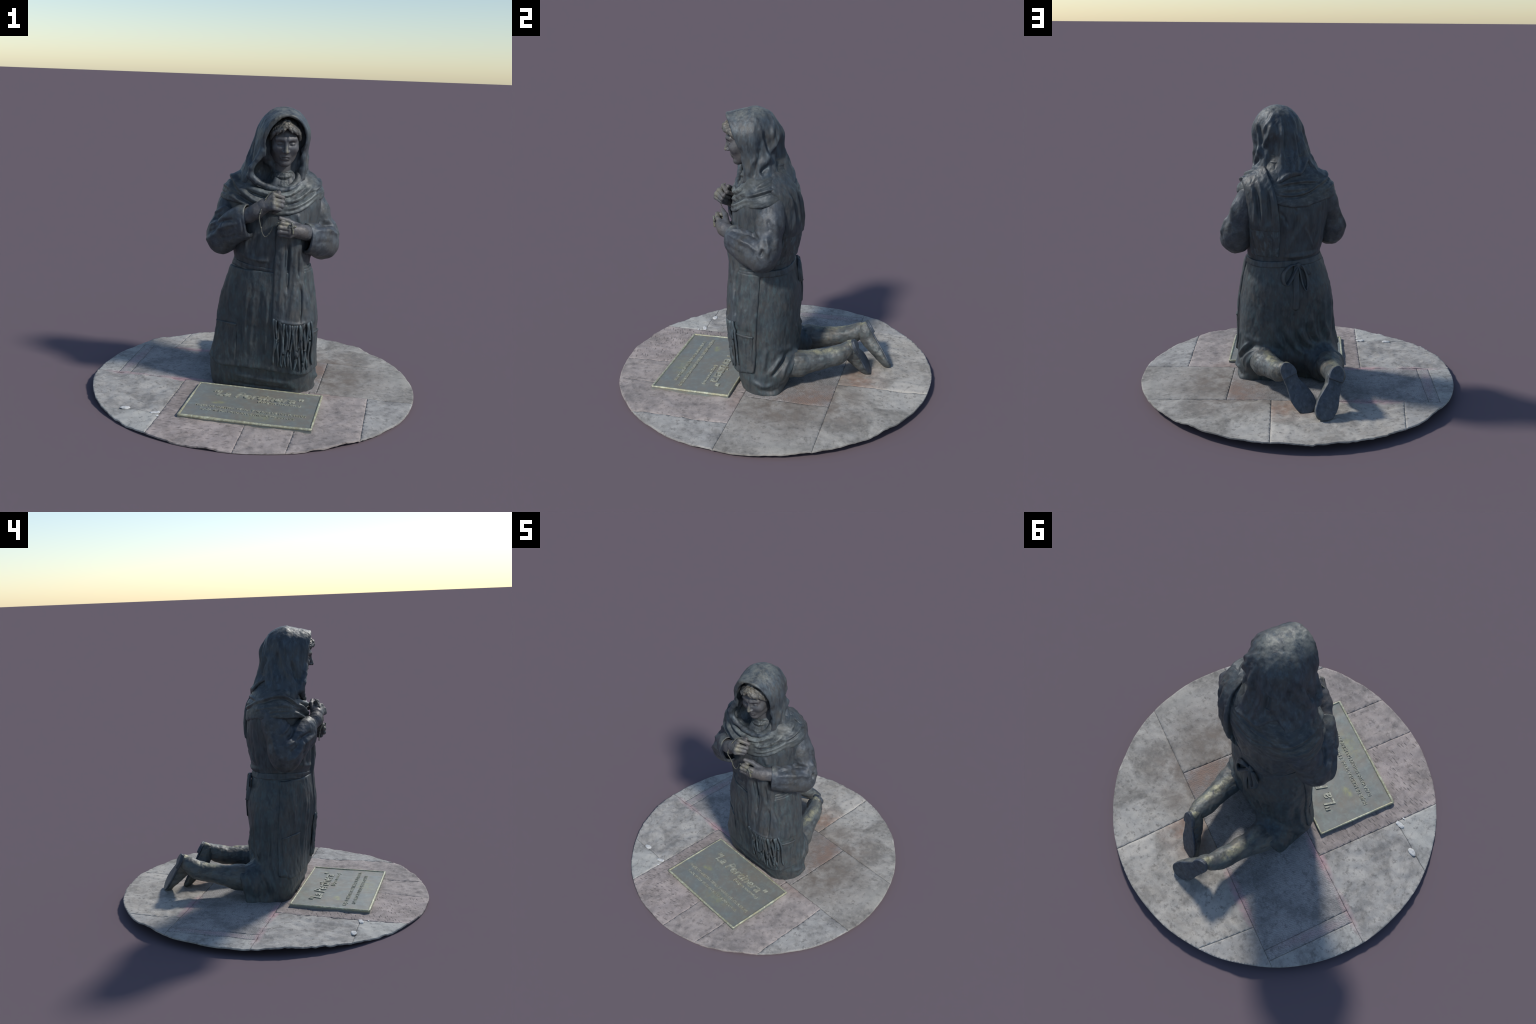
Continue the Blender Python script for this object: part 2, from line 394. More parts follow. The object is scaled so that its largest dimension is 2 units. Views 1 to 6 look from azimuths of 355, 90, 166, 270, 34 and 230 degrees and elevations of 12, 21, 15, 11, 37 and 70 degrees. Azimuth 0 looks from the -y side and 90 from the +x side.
def f_skirt(p):
    d = skirt_column(p)
    right = chain(p, [(-0.145, 0.0, 0.13, 0.11), (-0.147, 0.12, 0.14, 0.107), (-0.147, 0.30, 0.15, 0.099)], 0.03)
    right = smin(right, cone(p, (-0.20, 0.05, 0.03), (-0.225, 0.30, 0.03), 0.06, 0.045), 0.05)
    left = chain(p, [(0.255, -0.07, 0.14, 0.095), (0.258, 0.02, 0.162, 0.095), (0.252, 0.20, 0.188, 0.087)], 0.03)
    left = smin(left, cone(p, (0.295, -0.08, 0.05), (0.325, -0.02, 0.03), 0.065, 0.05), 0.05)
    right = smax(right, plane(p, (-0.17, 0.225, 0.15), (-0.12, 1, -0.25)), 0.02)
    left = smax(left, plane(p, (0.27, 0.105, 0.18), (0.1, 1, -0.42)), 0.02)
    d = smin(d, cone(p, (-0.12, 0.12, 0.205), (0.19, 0.065, 0.20), 0.060, 0.050), 0.05)
    d = smax(d, -ell(p, (0.05, 0.22, 0.015), (0.115, 0.17, 0.105)), 0.04)
    d = smin(d, right, 0.05); d = smin(d, left, 0.05)
    return smax(d, p[2] - 0.83, 0.01)

def hollow(p):
    """dark hollow inside the cowl, between her neck and the cloth on her right"""
    return ell(p, (-0.008, -0.215, 1.378), (0.070, 0.105, 0.088))

def f_torso(p):
    return smax(smax(loft(p, TORSO, 2.1), -hollow(p), 0.02), 0.79 - p[2], 0.01)

def f_body(p):
    return smin(loft(p, TORSO, 2.1) + np.maximum(0.80 - p[2], 0)*2, f_skirt(p), 0.02)

ARM_R = [(-0.14, -0.01, 1.225, 0.082), (-0.177, -0.034, 1.14, 0.071), (-0.218, -0.070, 1.025, 0.076), (-0.221, -0.098, 0.964, 0.080)]
ARM_L = [(0.292, -0.02, 1.22, 0.084), (0.337, -0.034, 1.13, 0.075), (0.380, -0.058, 0.995, 0.078), (0.380, -0.086, 0.940, 0.081)]
FORE_R = ([(-0.222, -0.085, 0.985, 0.080), (-0.178, -0.165, 1.075, 0.064), (-0.125, -0.212, 1.120, 0.057), (-0.04, -0.285, 1.17, 0.055)],
          [(-0.227, -0.085, 0.962, 0.082), (-0.172, -0.160, 1.010, 0.066), (-0.112, -0.213, 1.052, 0.058), (-0.03, -0.285, 1.10, 0.055)])
FORE_L = ([(0.376, -0.085, 0.960, 0.080), (0.335, -0.165, 1.005, 0.066), (0.282, -0.222, 1.026, 0.058), (0.20, -0.300, 1.045, 0.055)],
          [(0.380, -0.085, 0.938, 0.082), (0.335, -0.160, 0.955, 0.068), (0.278, -0.215, 0.972, 0.057), (0.20, -0.290, 0.985, 0.055)])
CUFF_R = ((-0.094, -0.268, 1.085), (0.80, -0.58, 0.12))
CUFF_L = ((0.262, -0.268, 1.0), (-0.85, -0.5, 0.02))

def f_arm(p, upper, fore, cuff):
    d = smin(chain(p, upper, 0.05), smin(chain(p, fore[0], 0.04), chain(p, fore[1], 0.04), 0.05), 0.04)
    d = smax(d, plane(p, *cuff), 0.008)
    inner = smin(*(chain(p, [(*q[:3], q[3]-0.012) for q in f[-2:]], 0.03) for f in fore), 0.04)
    c = np.array(cuff[0]) - 0.07*np.array(cuff[1])/np.linalg.norm(cuff[1])
    return smax(d, -smax(inner, -plane(p, c, cuff[1]), 0.03), 0.006)

def f_shoulders(p):
    d = loft(p, SHAWL, 1.95)
    return d

def around(p, c=(0.085, -0.04)):
    return np.degrees(np.arctan2(p[0]-c[0], -(p[1]-c[1])))   # 0 front, +90 her left, 180 back

HEM_A = [-180, -150, -120, -90, -60, -40, -20, 0, 15, 35, 55, 75, 100, 130, 160, 180]
HEM_Z = [1.165, 1.170, 1.195, 1.205, 1.195, 1.175, 1.155, 1.130, 1.130, 1.160, 1.200, 1.22, 1.245, 1.22, 1.18, 1.165]

def f_shawl(p):
    d = f_shoulders(p)
    hem = np.interp(around(p), HEM_A, HEM_Z)
    d = smax(d, hem - p[2], 0.014)
    d = smax(d, -ell(p, (0.085, -0.215, 1.40), (0.115, 0.125, 0.105)), 0.02)
    return smax(d, -hollow(p), 0.02)

def veil_front(p):
    zs = [1.24, 1.34, 1.39, 1.43, 1.50, 1.56, 1.62, 1.68, 1.72, 1.76]
    r = hermite(p[2], zs, [-0.16, -0.185, -0.220, -0.238, -0.250, -0.258, -0.268, -0.281, -0.292, -0.296])
    l = hermite(p[2], zs, [-0.16, -0.172, -0.175, -0.183, -0.204, -0.226, -0.250, -0.273, -0.290, -0.296])
    t = np.clip((p[0]-0.04)/0.16, 0, 1)
    return r + (l-r)*t

def f_veil_out(p):
    low = loft(p, VEIL, 2.05 - 0.45*np.clip((p[0]-0.09)/0.1, 0, 1))
    dy = p[1] + 0.13
    s = np.clip(-dy/0.16, 0, 1)
    rx, rz = 0.152 - 0.032*s, 0.152 - 0.020*s
    cz = 1.60 - 0.017*s
    rx = np.where(p[0] > 0.113, rx - 0.008*s, rx)
    e = 2.0 - 0.35*np.clip((p[0]-0.113)/0.08, 0, 1)
    q = np.sqrt((np.abs((p[0]-0.113)/rx)**e + np.abs(np.maximum(dy, 0)/0.156)**e + 1e-9)**(2/e) + ((p[2]-cz)/rz)**2)
    cap = (q - 1) * 0.14
    low = smax(low, p[2] - 1.635, 0.06)
    return smin(low, cap, 0.035)

COWL = [(-0.020, -0.240, 1.500, 0.009), (-0.046, -0.234, 1.455, 0.012), (-0.078, -0.222, 1.405, 0.016), (-0.080, -0.208, 1.360, 0.019), (-0.045, -0.212, 1.325, 0.019), (0.020, -0.222, 1.296, 0.017),
        (0.095, -0.225, 1.279, 0.016), (0.150, -0.217, 1.284, 0.016), (0.195, -0.195, 1.303, 0.016), (0.226, -0.170, 1.345, 0.015), (0.228, -0.167, 1.400, 0.013), (0.226, -0.187, 1.470, 0.009)]

def f_veil(p):
    return smin(smax(f_hood(p), -hollow(p), 0.015), chain(p, COWL, 0.012), 0.022)

def f_hood(p):
    d = f_veil_out(p)
    cav = smax(d + 0.016, p[1] + 0.155, 0.03)
    # the mouth of the hood is narrower than the hood on her right side
    t = hermite(p[2], [1.24, 1.34, 1.40, 1.50, 1.60, 1.66, 1.70], [-0.07, -0.085, -0.075, -0.020, 0.012, 0.045, 0.09])
    t2 = hermite(p[2], [1.24, 1.34, 1.40, 1.50, 1.60, 1.66, 1.70], [0.18, 0.205, 0.220, 0.240, 0.236, 0.205, 0.15])
    mouth = smax(smax(t - p[0], p[0] - t2, 0.02), p[1] + 0.10, 0.02)
    mouth = smax(mouth, p[2] - 1.700, 0.02)
    d = smax(d, veil_front(p) - p[1], 0.010)
    d = smax(d, -smax(cav, smin(mouth, -(p[1]) - 0.05, 0.01)*0 + np.where(p[1] < -0.16, mouth, -1), 0.008), 0.008)
    # scalloped hem of the veil on the back
    hem = np.interp(p[0], [-0.16, -0.05, -0.02, 0.02, 0.07, 0.11, 0.175, 0.22, 0.27, 0.30], [1.40, 1.425, 1.40, 1.350, 1.345, 1.330, 1.285, 1.345, 1.375, 1.36])
    hem = np.where(p[1] > 0.02, hem, 1.27)
    return smax(d, hem - p[2], 0.012)

# head frame: tipped forward
HC = np.array((0.113, -0.150, 1.540)); PIT = math.radians(14)
def head_local(p):
    x, y, z = p[0]-HC[0], p[1]-HC[1], p[2]-HC[2]
    c, s = math.cos(PIT), math.sin(PIT)
    return (x, -y*c - z*s, -y*s + z*c)        # side, forward, up
def head_world(q):
    c, s = math.cos(PIT), math.sin(PIT)
    return (HC[0]+q[0], HC[1] - q[1]*c - q[2]*s, HC[2] - q[1]*s + q[2]*c)

def f_head(p):
    q = head_local(p); a = (np.abs(q[0]), q[1], q[2])
    d = ell(q, (0, -0.005, 0.055), (0.083, 0.122, 0.100))
    d = smin(d, ell(q, (0, 0.045, 0.0), (0.074, 0.080, 0.100)), 0.03)
    d = smin(d, cone(a, (0.058, 0.01, -0.045), (0.012, 0.088, -0.083), 0.022, 0.020), 0.03)
    d = smin(d, ell(q, (0, 0.098, -0.082), (0.024, 0.022, 0.018)), 0.02)
    d = smin(d, ell(a, (0.043, 0.088, 0.004), (0.028, 0.026, 0.024)), 0.03)
    d = smin(d, cone(a, (0.012, 0.115, 0.062), (0.052, 0.098, 0.062), 0.011, 0.009), 0.022)
    d = smax(d, -ell(a, (0.032, 0.130, 0.039), (0.023, 0.024, 0.016)), 0.014)
    d = smin(d, cone(q, (0, 0.116, 0.050), (0, 0.143, 0.0), 0.0085, 0.0105), 0.010)
    d = smin(d, ell(a, (0.013, 0.130, -0.004), (0.009, 0.011, 0.008)), 0.006)
    d = smin(d, ell(a, (0.033, 0.100, 0.034), (0.019, 0.016, 0.012)), 0.004)
    d = smax(d, -cone(a, (0.016, 0.118, 0.030), (0.048, 0.108, 0.030), 0.0022, 0.0022), 0.004)
    d = smin(d, ell(q, (0, 0.112, -0.043), (0.030, 0.012, 0.020)), 0.012)
    d = smin(d, ell(q, (0, 0.1195, -0.036), (0.022, 0.008, 0.0055)), 0.005)
    d = smin(d, ell(q, (0, 0.1175, -0.0495), (0.018, 0.008, 0.0065)), 0.005)
    d = smax(d, -cone(a, (0.0, 0.128, -0.0425), (0.026, 0.113, -0.0475), 0.0028, 0.002), 0.004)
    return smax(d, -ell(q, (0, 0.126, -0.063), (0.016, 0.007, 0.006)), 0.008)

def f_neck(p):
    return cone(p, (0.113, -0.125, 1.46), (0.10, -0.10, 1.26), 0.058, 0.066)

COLLAR = [(1.22, -0.04, 0.26, -0.250, 0.02, 0), (1.27, -0.01, 0.225, -0.228, 0.0, 0), (1.31, 0.02, 0.20, -0.210, -0.02, 0), (1.35, 0.035, 0.190, -0.202, -0.03, 0), (1.385, 0.040, 0.186, -0.195, -0.03, 0)]
def f_collar(p):
    d = loft(p, COLLAR, 2.0)
    d = smax(d, p[2] - 1.378 - 0.0*p[0], 0.008)
    return d

# ------------------------------------------------------------------ build the statue
statue = empty('kneeling_woman_statue', (0.07, 0.0, 0.03))
statue['label'] = 'dark bronze kneeling woman in veil and shawl holding rosary'
statue['category'] = 'statue'

FINE = (0.022, 0.0013, (1, 1, 1.6), 3)
LUMP = (0.075, 0.0035, (1, 1, 1.8), 9)

skirt_folds = [
    ('back', [(-0.045, 0.50), (-0.071, 0.37), (-0.106, 0.30)], 0.014, 0.012), ('back', [(0.028, 0.412), (-0.014, 0.316), (-0.073, 0.262)], 0.016, 0.013),
    ('back', [(0.102, 0.42), (0.06, 0.288), (-0.016, 0.215)], 0.016, 0.012), ('back', [(0.207, 0.45), (0.175, 0.357), (0.109, 0.25)], 0.016, 0.011),
    ('back', [(-0.142, 0.60), (-0.14, 0.432), (-0.19, 0.28)], 0.015, 0.011), ('back', [(-0.018, 0.44), (-0.045, 0.34), (-0.09, 0.28)], 0.012, -0.010),
    ('back', [(0.065, 0.42), (0.02, 0.30), (-0.045, 0.235)], 0.013, -0.011), ('back', [(0.15, 0.42), (0.115, 0.32), (0.05, 0.23)], 0.014, -0.010),
    ('back', [(-0.105, 0.52), (-0.11, 0.40), (-0.15, 0.29)], 0.013, -0.009),
    ('left', [(0.075, 0.30), (0.020, 0.215), (-0.035, 0.15)], 0.010, -0.014), ('left', [(0.05, 0.31), (-0.005, 0.225), (-0.055, 0.165)], 0.012, 0.010),
    ('left', [(0.105, 0.28), (0.055, 0.20), (0.03, 0.12)], 0.012, 0.008), ('left', [(-0.053, 0.36), (-0.069, 0.25), (-0.08, 0.18)], 0.014, 0.010),
    ('left', [(0.0, 0.33), (0.06, 0.315), (0.11, 0.30)], 0.018, 0.006), ('left', [(-0.16, 0.13), (-0.06, 0.10), (0.0, 0.12)], 0.014, 0.009), ('left', [(-0.12, 0.08), (-0.05, 0.06), (0.03, 0.07)], 0.013, -0.009),
    ('right', [(0.06, 0.60), (0.075, 0.42), (0.11, 0.26)], 0.016, 0.010), ('right', [(0.03, 0.55), (0.04, 0.38), (0.06, 0.24)], 0.013, -0.008), ('right', [(0.0, 0.5), (0.01, 0.3), (-0.01, 0.15)], 0.015, 0.008),
    ('right', [(0.10, 0.22), (0.06, 0.14), (0.05, 0.05)], 0.016, -0.012), ('right', [(0.19, 0.25), (0.15, 0.15), (0.13, 0.06)], 0.016, 0.010),
    ('front', [(-0.2, 0.14), (0.0, 0.115), (0.25, 0.09)], 0.016, 0.007), ('front', [(-0.2, 0.075), (0.0, 0.06), (0.3, 0.045)], 0.012, -0.008)]
solid('skirt', f_skirt, (-0.36, -0.33, 0.012), (0.45, 0.36, 0.85), 0.0048, M_skirt, statue, skirt_folds,
      [LUMP, FINE, (0.05, 0.0022, (1, 1, 4), 21)], 2)

# legs and shoes ------------------------------------------------------------
LEG_L = [(0.264, 0.04, 0.178, 0.078), (0.247, 0.15, 0.190, 0.067), (0.229, 0.26, 0.205, 0.050), (0.218, 0.34, 0.218, 0.043), (0.211, 0.39, 0.230, 0.041), (0.204, 0.44, 0.262, 0.044)]
LEG_R = [(-0.155, 0.13, 0.163, 0.081), (-0.142, 0.24, 0.174, 0.070), (-0.121, 0.36, 0.190, 0.050), (-0.107, 0.455, 0.206, 0.044), (-0.097, 0.51, 0.221, 0.042), (-0.090, 0.558, 0.258, 0.046)]
for LG in (LEG_L, LEG_R):
    P = np.array(LG)
    solid('leg', lambda p, LG=LG: chain(p, LG, 0.06), P[:, :3].min(0)-0.1, P[:, :3].max(0)+0.1, 0.004, M_leg, statue, (), [(0.05, 0.003, (1, 1, 1), 4), FINE], 1)

def shoe(heel, toe, W):
    heel = np.array(heel); D = np.array(toe)-heel; L = np.linalg.norm(D); D /= L
    W = np.array(W, float); W -= (W@D)*D; W /= np.linalg.norm(W)
    Nn = np.cross(W, D); Nn *= np.sign(Nn[1])
    sgn = 1 if W[0] > 0 else -1
    def loc(p):
        q = (p[0]-heel[0], p[1]-heel[1], p[2]-heel[2])
        return tuple(q[0]*e[0]+q[1]*e[1]+q[2]*e[2] for e in (D, W, Nn))
    st = np.array([0, 0.08, 0.2, 0.34, 0.5, 0.68, 0.82, 0.93, 1.0])*L
    hw = [0.030, 0.039, 0.043, 0.041, 0.052, 0.064, 0.062, 0.053, 0.040]
    off = [0, 0, 0, 0.004, 0.0, -0.004, -0.008, -0.010, -0.012]
    ht = [0.060, 0.075, 0.085, 0.090, 0.080, 0.062, 0.048, 0.038, 0.026]
    def body(p):
        s, w, n = loc(p)
        a = hermite(s, st, hw); h = hermite(s, st, ht); o = hermite(s, st, off)
        q = np.sqrt(((w-o)/a)**2 + ((n+0.30*h)/(h*0.72))**2 + 1e-9)
        d = np.sqrt((w-o)**2 + (n+0.3*h)**2) * (1-1/q)
        d = smax(d, -s - 0.0 + 0.0*w, 0.03); d = smax(d, s - L, 0.03)
        return smax(d, n + 0.001, 0.006)
    def slab(p, s0, s1, n0, n1, grow):
        s, w, n = loc(p)
        a = hermite(s, st, hw)+grow; o = hermite(s, st, off)
        e = np.abs(w-o) - a
        rd = np.minimum(s - (-0.006), L + 0.004 - s)
        e = np.maximum(e, -rd)
        e = smax(np.abs(w-o)-a, -rd, 0.06)
        d = smax(e, np.maximum(s0-s, s-s1), 0.006)
        return smax(d, np.maximum(n0-n, n-n1), 0.004)
    lo = np.minimum(heel, toe)-0.12; hi = np.maximum(heel, toe)+0.09
    sh = solid('shoe', body, lo, hi, 0.0035, M_leg, statue, (), [(0.03, 0.0022, (1, 1, 1), 5), (0.05, 0.003, (1, 1, 1), 2)], 1)
    o = solid('sole', lambda p: slab(p, -1, 2, -0.006, 0.006, 0.002), lo, hi, 0.0035, M_sole, statue, (), [(0.04, 0.0012, (1, 1, 1), 6)], 1)
    o.parent = sh; o.matrix_parent_inverse = Matrix.Translation((0, 0, 0)) if False else sh.matrix_parent_inverse.copy()
    o.matrix_parent_inverse = Matrix.Identity(4)
    k = solid('shoe_heel', lambda p: slab(p, -1, 0.27*L, 0.002, 0.017, 0.003), lo, hi, 0.0035, M_sole, statue, (), [(0.04, 0.0012, (1, 1, 1), 8)], 1)
    k.parent = sh; k.matrix_parent_inverse = Matrix.Identity(4)

shoe((0.207, 0.468, 0.316), (0.090, 0.612, 0.047), (0.93, 0, -0.37))
shoe((-0.090, 0.588, 0.317), (0.036, 0.742, 0.055), (-0.93, 0, -0.36))

# torso and arms ------------------------------------------------------------
torso_folds = [
    ('back', [(0.157, 1.15), (0.123, 1.095), (0.109, 1.05)], 0.009, -0.007), ('back', [(0.084, 1.19), (0.05, 1.13)], 0.009, -0.006),
    ('back', [(0.002, 1.05), (-0.034, 0.967), (-0.072, 0.88)], 0.008, 0.007), ('back', [(-0.031, 1.14), (0.009, 1.063), (0.062, 0.985), (0.108, 0.89)], 0.014, 0.006),
    ('back', [(0.03, 1.13), (0.07, 1.02), (0.05, 0.92)], 0.012, -0.006), ('back', [(-0.11, 1.15), (-0.10, 1.0), (-0.09, 0.88)], 0.014, 0.007),
    ('back', [(-0.13, 0.875), (0.0, 0.862), (0.15, 0.860)], 0.014, 0.010),
    ('front', [(-0.08, 1.02), (-0.09, 0.93), (-0.07, 0.87)], 0.012, 0.008), ('front', [(0.0, 1.05), (-0.01, 0.95), (0.0, 0.88)], 0.010, 0.006),
    ('front', [(-0.03, 1.03), (-0.045, 0.93), (-0.03, 0.87)], 0.009, -0.007), ('front', [(-0.14, 0.90), (-0.05, 0.872), (0.06, 0.866)], 0.014, 0.009),
    ('front', [(0.20, 1.15), (0.215, 1.08)], 0.010, 0.007)]
solid('torso', f_torso, (-0.30, -0.33, 0.77), (0.42, 0.20, 1.43), 0.0048, M_cloth, statue, torso_folds, [LUMP, FINE, (0.03, 0.0015, (1, 1, 5), 2)], 2)

arm_r_folds = [
    ('right', [(-0.085, 1.085), (-0.125, 1.105), (-0.145, 1.15)], 0.010, -0.014), ('right', [(-0.095, 1.045), (-0.14, 1.065), (-0.18, 1.10)], 0.011, 0.009),
    ('right', [(-0.05, 1.10), (-0.10, 1.14), (-0.13, 1.19)], 0.013, 0.010), ('right', [(0.0, 1.15), (-0.02, 1.05), (-0.06, 0.95)], 0.014, 0.008),
    ('right', [(-0.10, 1.0), (-0.16, 1.03), (-0.20, 1.08)], 0.012, -0.007), ('right', [(-0.08, 0.95), (-0.15, 0.98), (-0.22, 1.06)], 0.014, 0.007),
    ('right', [(-0.19, 1.12), (-0.21, 1.06), (-0.215, 1.0)], 0.008, -0.006),
    ('front', [(-0.28, 1.06), (-0.24, 1.09), (-0.17, 1.11)], 0.010, -0.012), ('front', [(-0.28, 1.03), (-0.22, 1.06), (-0.14, 1.09)], 0.012, 0.008),
    ('front', [(-0.27, 0.98), (-0.2, 1.0), (-0.12, 1.02)], 0.014, -0.005), ('front', [(-0.135, 1.13), (-0.120, 1.07), (-0.112, 0.99)], 0.006, -0.005)]
solid('arm', lambda p: f_arm(p, ARM_R, FORE_R, CUFF_R), (-0.34, -0.40, 0.85), (0.02, 0.12, 1.37), 0.0042, M_sleeve, statue, arm_r_folds, [LUMP, FINE], 1)
arm_l_folds = [
    ('left', [(-0.09, 1.055), (-0.13, 1.075), (-0.20, 1.09)], 0.011, -0.012), ('left', [(-0.075, 1.02), (-0.085, 0.99), (-0.10, 0.975)], 0.010, -0.012),
    ('left', [(-0.06, 1.10), (-0.05, 1.02), (-0.06, 0.96)], 0.014, 0.009), ('left', [(-0.10, 1.0), (-0.16, 1.03), (-0.22, 1.05)], 0.012, 0.008),
    ('left', [(-0.01, 1.20), (0.0, 1.10), (-0.005, 1.0)], 0.015, 0.008), ('left', [(-0.045, 1.18), (-0.04, 1.10)], 0.012, -0.006),
    ('front', [(0.43, 1.055), (0.38, 1.075), (0.30, 1.085)], 0.010, -0.012), ('front', [(0.44, 1.02), (0.38, 1.045), (0.30, 1.06)], 0.012, 0.008),
    ('front', [(0.43, 0.97), (0.36, 0.985), (0.29, 0.98)], 0.014, -0.004)]
solid('arm', lambda p: f_arm(p, ARM_L, FORE_L, CUFF_L), (0.15, -0.42, 0.83), (0.49, 0.12, 1.36), 0.0042, M_sleeve, statue, arm_l_folds, [LUMP, FINE], 1)

# waistband, apron, pockets --------------------------------------------------
def f_band(p):
    zc = 0.815 + 0.10*np.clip(p[1]+0.10, -0.2, 0.0) + 0.012*np.clip((0.07-p[0])/0.2, -1, 1)
    d = np.minimum(loft(p, TORSO, 2.1), skirt_column(p)) - 0.006
    return smax(d, np.abs(p[2]-zc) - 0.020, 0.006)
solid('waistband', f_band, (-0.22, -0.32, 0.72), (0.36, 0.18, 0.89), 0.0042, M_cloth, statue,
      [('front', [(-0.13, 0.815), (-0.05, 0.80), (0.08, 0.795)], 0.005, -0.004)], [FINE], 1)

def apron_edge(p):
    l = hermite(p[2], [0.10, 0.17, 0.25, 0.43, 0.60, 0.85], [-0.140, -0.132, -0.122, -0.113, -0.104, -0.09])
    r = hermite(p[2], [0.10, 0.20, 0.39, 0.57, 0.81], [-0.02, -0.018, -0.016, -0.031, -0.043])
    t = np.clip((p[0]+0.22)/0.56, 0, 1)
    return r + (l-r)*t
def apron_hem(x):
    return np.interp(x, [-0.28, -0.24, -0.10, 0.05, 0.20, 0.30, 0.38], [0.21, 0.175, 0.180, 0.180, 0.162, 0.160, 0.185])
def f_apron(p, off=0.010):
    d = skirt_column(p) - off - 0.008*np.exp(-((p[2]-apron_hem(p[0]))/0.05)**2)
    d = smax(d, p[1]-apron_edge(p), 0.014)
    d = smax(d, apron_hem(p[0]) - p[2], 0.016)
    return smax(d, p[2]-0.80, 0.004)
apron_folds = [
    ('front', [(-0.003, 0.76), (-0.002, 0.474), (0.014, 0.21)], 0.012, -0.006), ('front', [(-0.064, 0.77), (-0.077, 0.605), (-0.085, 0.25)], 0.016, 0.006),
    ('front', [(0.034, 0.74), (0.040, 0.474), (0.044, 0.21)], 0.011, 0.006), ('front', [(-0.122, 0.78), (-0.14, 0.604), (-0.15, 0.5)], 0.014, -0.005),
    ('front', [(-0.035, 0.7), (-0.045, 0.45), (-0.045, 0.22)], 0.012, 0.006), ('right', [(-0.12, 0.77), (-0.13, 0.6), (-0.135, 0.47)], 0.014, 0.006),
    ('front', [(-0.10, 0.72), (-0.11, 0.5), (-0.10, 0.25)], 0.010, -0.006), ('left', [(-0.16, 0.75), (-0.17, 0.5), (-0.17, 0.3)], 0.012, -0.005)]
solid('apron', f_apron, (-0.34, -0.34, 0.13), (0.43, 0.03, 0.82), 0.0045, M_skirt, statue, apron_folds, [LUMP, FINE, (0.045, 0.0020, (1, 1, 5), 31)], 1)

def pocket(x0, x1, y1, ztop, sag):
    def f(p):
        d = skirt_column(p) - 0.0135
        zt = ztop - sag*(1-((p[0]-(x0+x1)/2)/((x1-x0)/2+0.02))**2)
        d = smax(d, np.maximum(x0-p[0], p[0]-x1), 0.012); d = smax(d, p[1]-y1, 0.012)
        d = smax(d, apron_hem(p[0]) + 0.02 - p[2], 0.012)
        lip = skirt_column(p) - 0.0165
        return smin(smax(d, p[2]-zt, 0.006), smax(smax(smax(lip, np.abs(p[2]-zt)-0.005, 0.004), np.maximum(x0-p[0], p[0]-x1), 0.01), p[1]-y1, 0.01), 0.01)
    return solid('pocket', f, (x0-0.04, -0.36, 0.16), (x1+0.04, y1+0.03, ztop+0.04), 0.004, M_skirt, statue, (), [FINE, (0.06, 0.003, (1, 1, 3), 12)], 1)
pocket(-0.30, -0.128, -0.045, 0.458, 0.010)
pocket(0.305, 0.42, -0.135, 0.432, 0.008)

# scarf hanging in front, with fringe ------------------------------------------
def scarf_x0(z): return np.interp(z, [0.2, 0.40, 0.55, 0.70, 1.1], [0.08, 0.066, 0.069, 0.070, 0.074])
def scarf_x1(z): return np.interp(z, [0.2, 0.35, 0.54, 0.74, 0.96, 1.1], [0.335, 0.332, 0.312, 0.258, 0.235, 0.22])
def f_front(p):
    t = np.clip((p[2]-0.76)/0.10, 0, 1); t = t*t*(3-2*t)
    return skirt_column(p)*(1-t) + loft(p, TORSO, 2.1)*t
def f_scarf(p):
    d = f_front(p) - 0.023
    d = smax(d, np.maximum(scarf_x0(p[2])-p[0], p[0]-scarf_x1(p[2])), 0.014)
    d = smax(d, p[1]+0.12, 0.02)
    zl = np.interp(p[0], [0.06, 0.13, 0.18, 0.24, 0.32], [0.515, 0.485, 0.475, 0.478, 0.495])
    return smax(smax(d, zl-p[2], 0.012), p[2]-1.06, 0.02)
solid('scarf', f_scarf, (0.03, -0.36, 0.44), (0.36, -0.09, 1.09), 0.004, M_cloth, statue,
      [('front', [(0.146, 1.03), (0.154, 0.915), (0.154, 0.80), (0.150, 0.66)], 0.008, -0.018), ('front', [(0.234, 0.74), (0.240, 0.61), (0.238, 0.49)], 0.008, -0.018),
       ('front', [(0.11, 1.02), (0.115, 0.8), (0.11, 0.55)], 0.012, 0.005), ('front', [(0.19, 1.0), (0.195, 0.8), (0.19, 0.58)], 0.014, 0.006),
       ('front', [(0.28, 0.72), (0.285, 0.6), (0.29, 0.52)], 0.012, 0.005), ('front', [(0.13, 0.98), (0.133, 0.8)], 0.006, -0.006),
       ('front', [(0.07, 0.525), (0.15, 0.502), (0.24, 0.495), (0.30, 0.51)], 0.010, 0.006), ('front', [(0.215, 0.95), (0.215, 0.85), (0.22, 0.75)], 0.007, -0.008)],
      [FINE, (0.02, 0.0022, (1, 1, 7), 41), LUMP], 1)

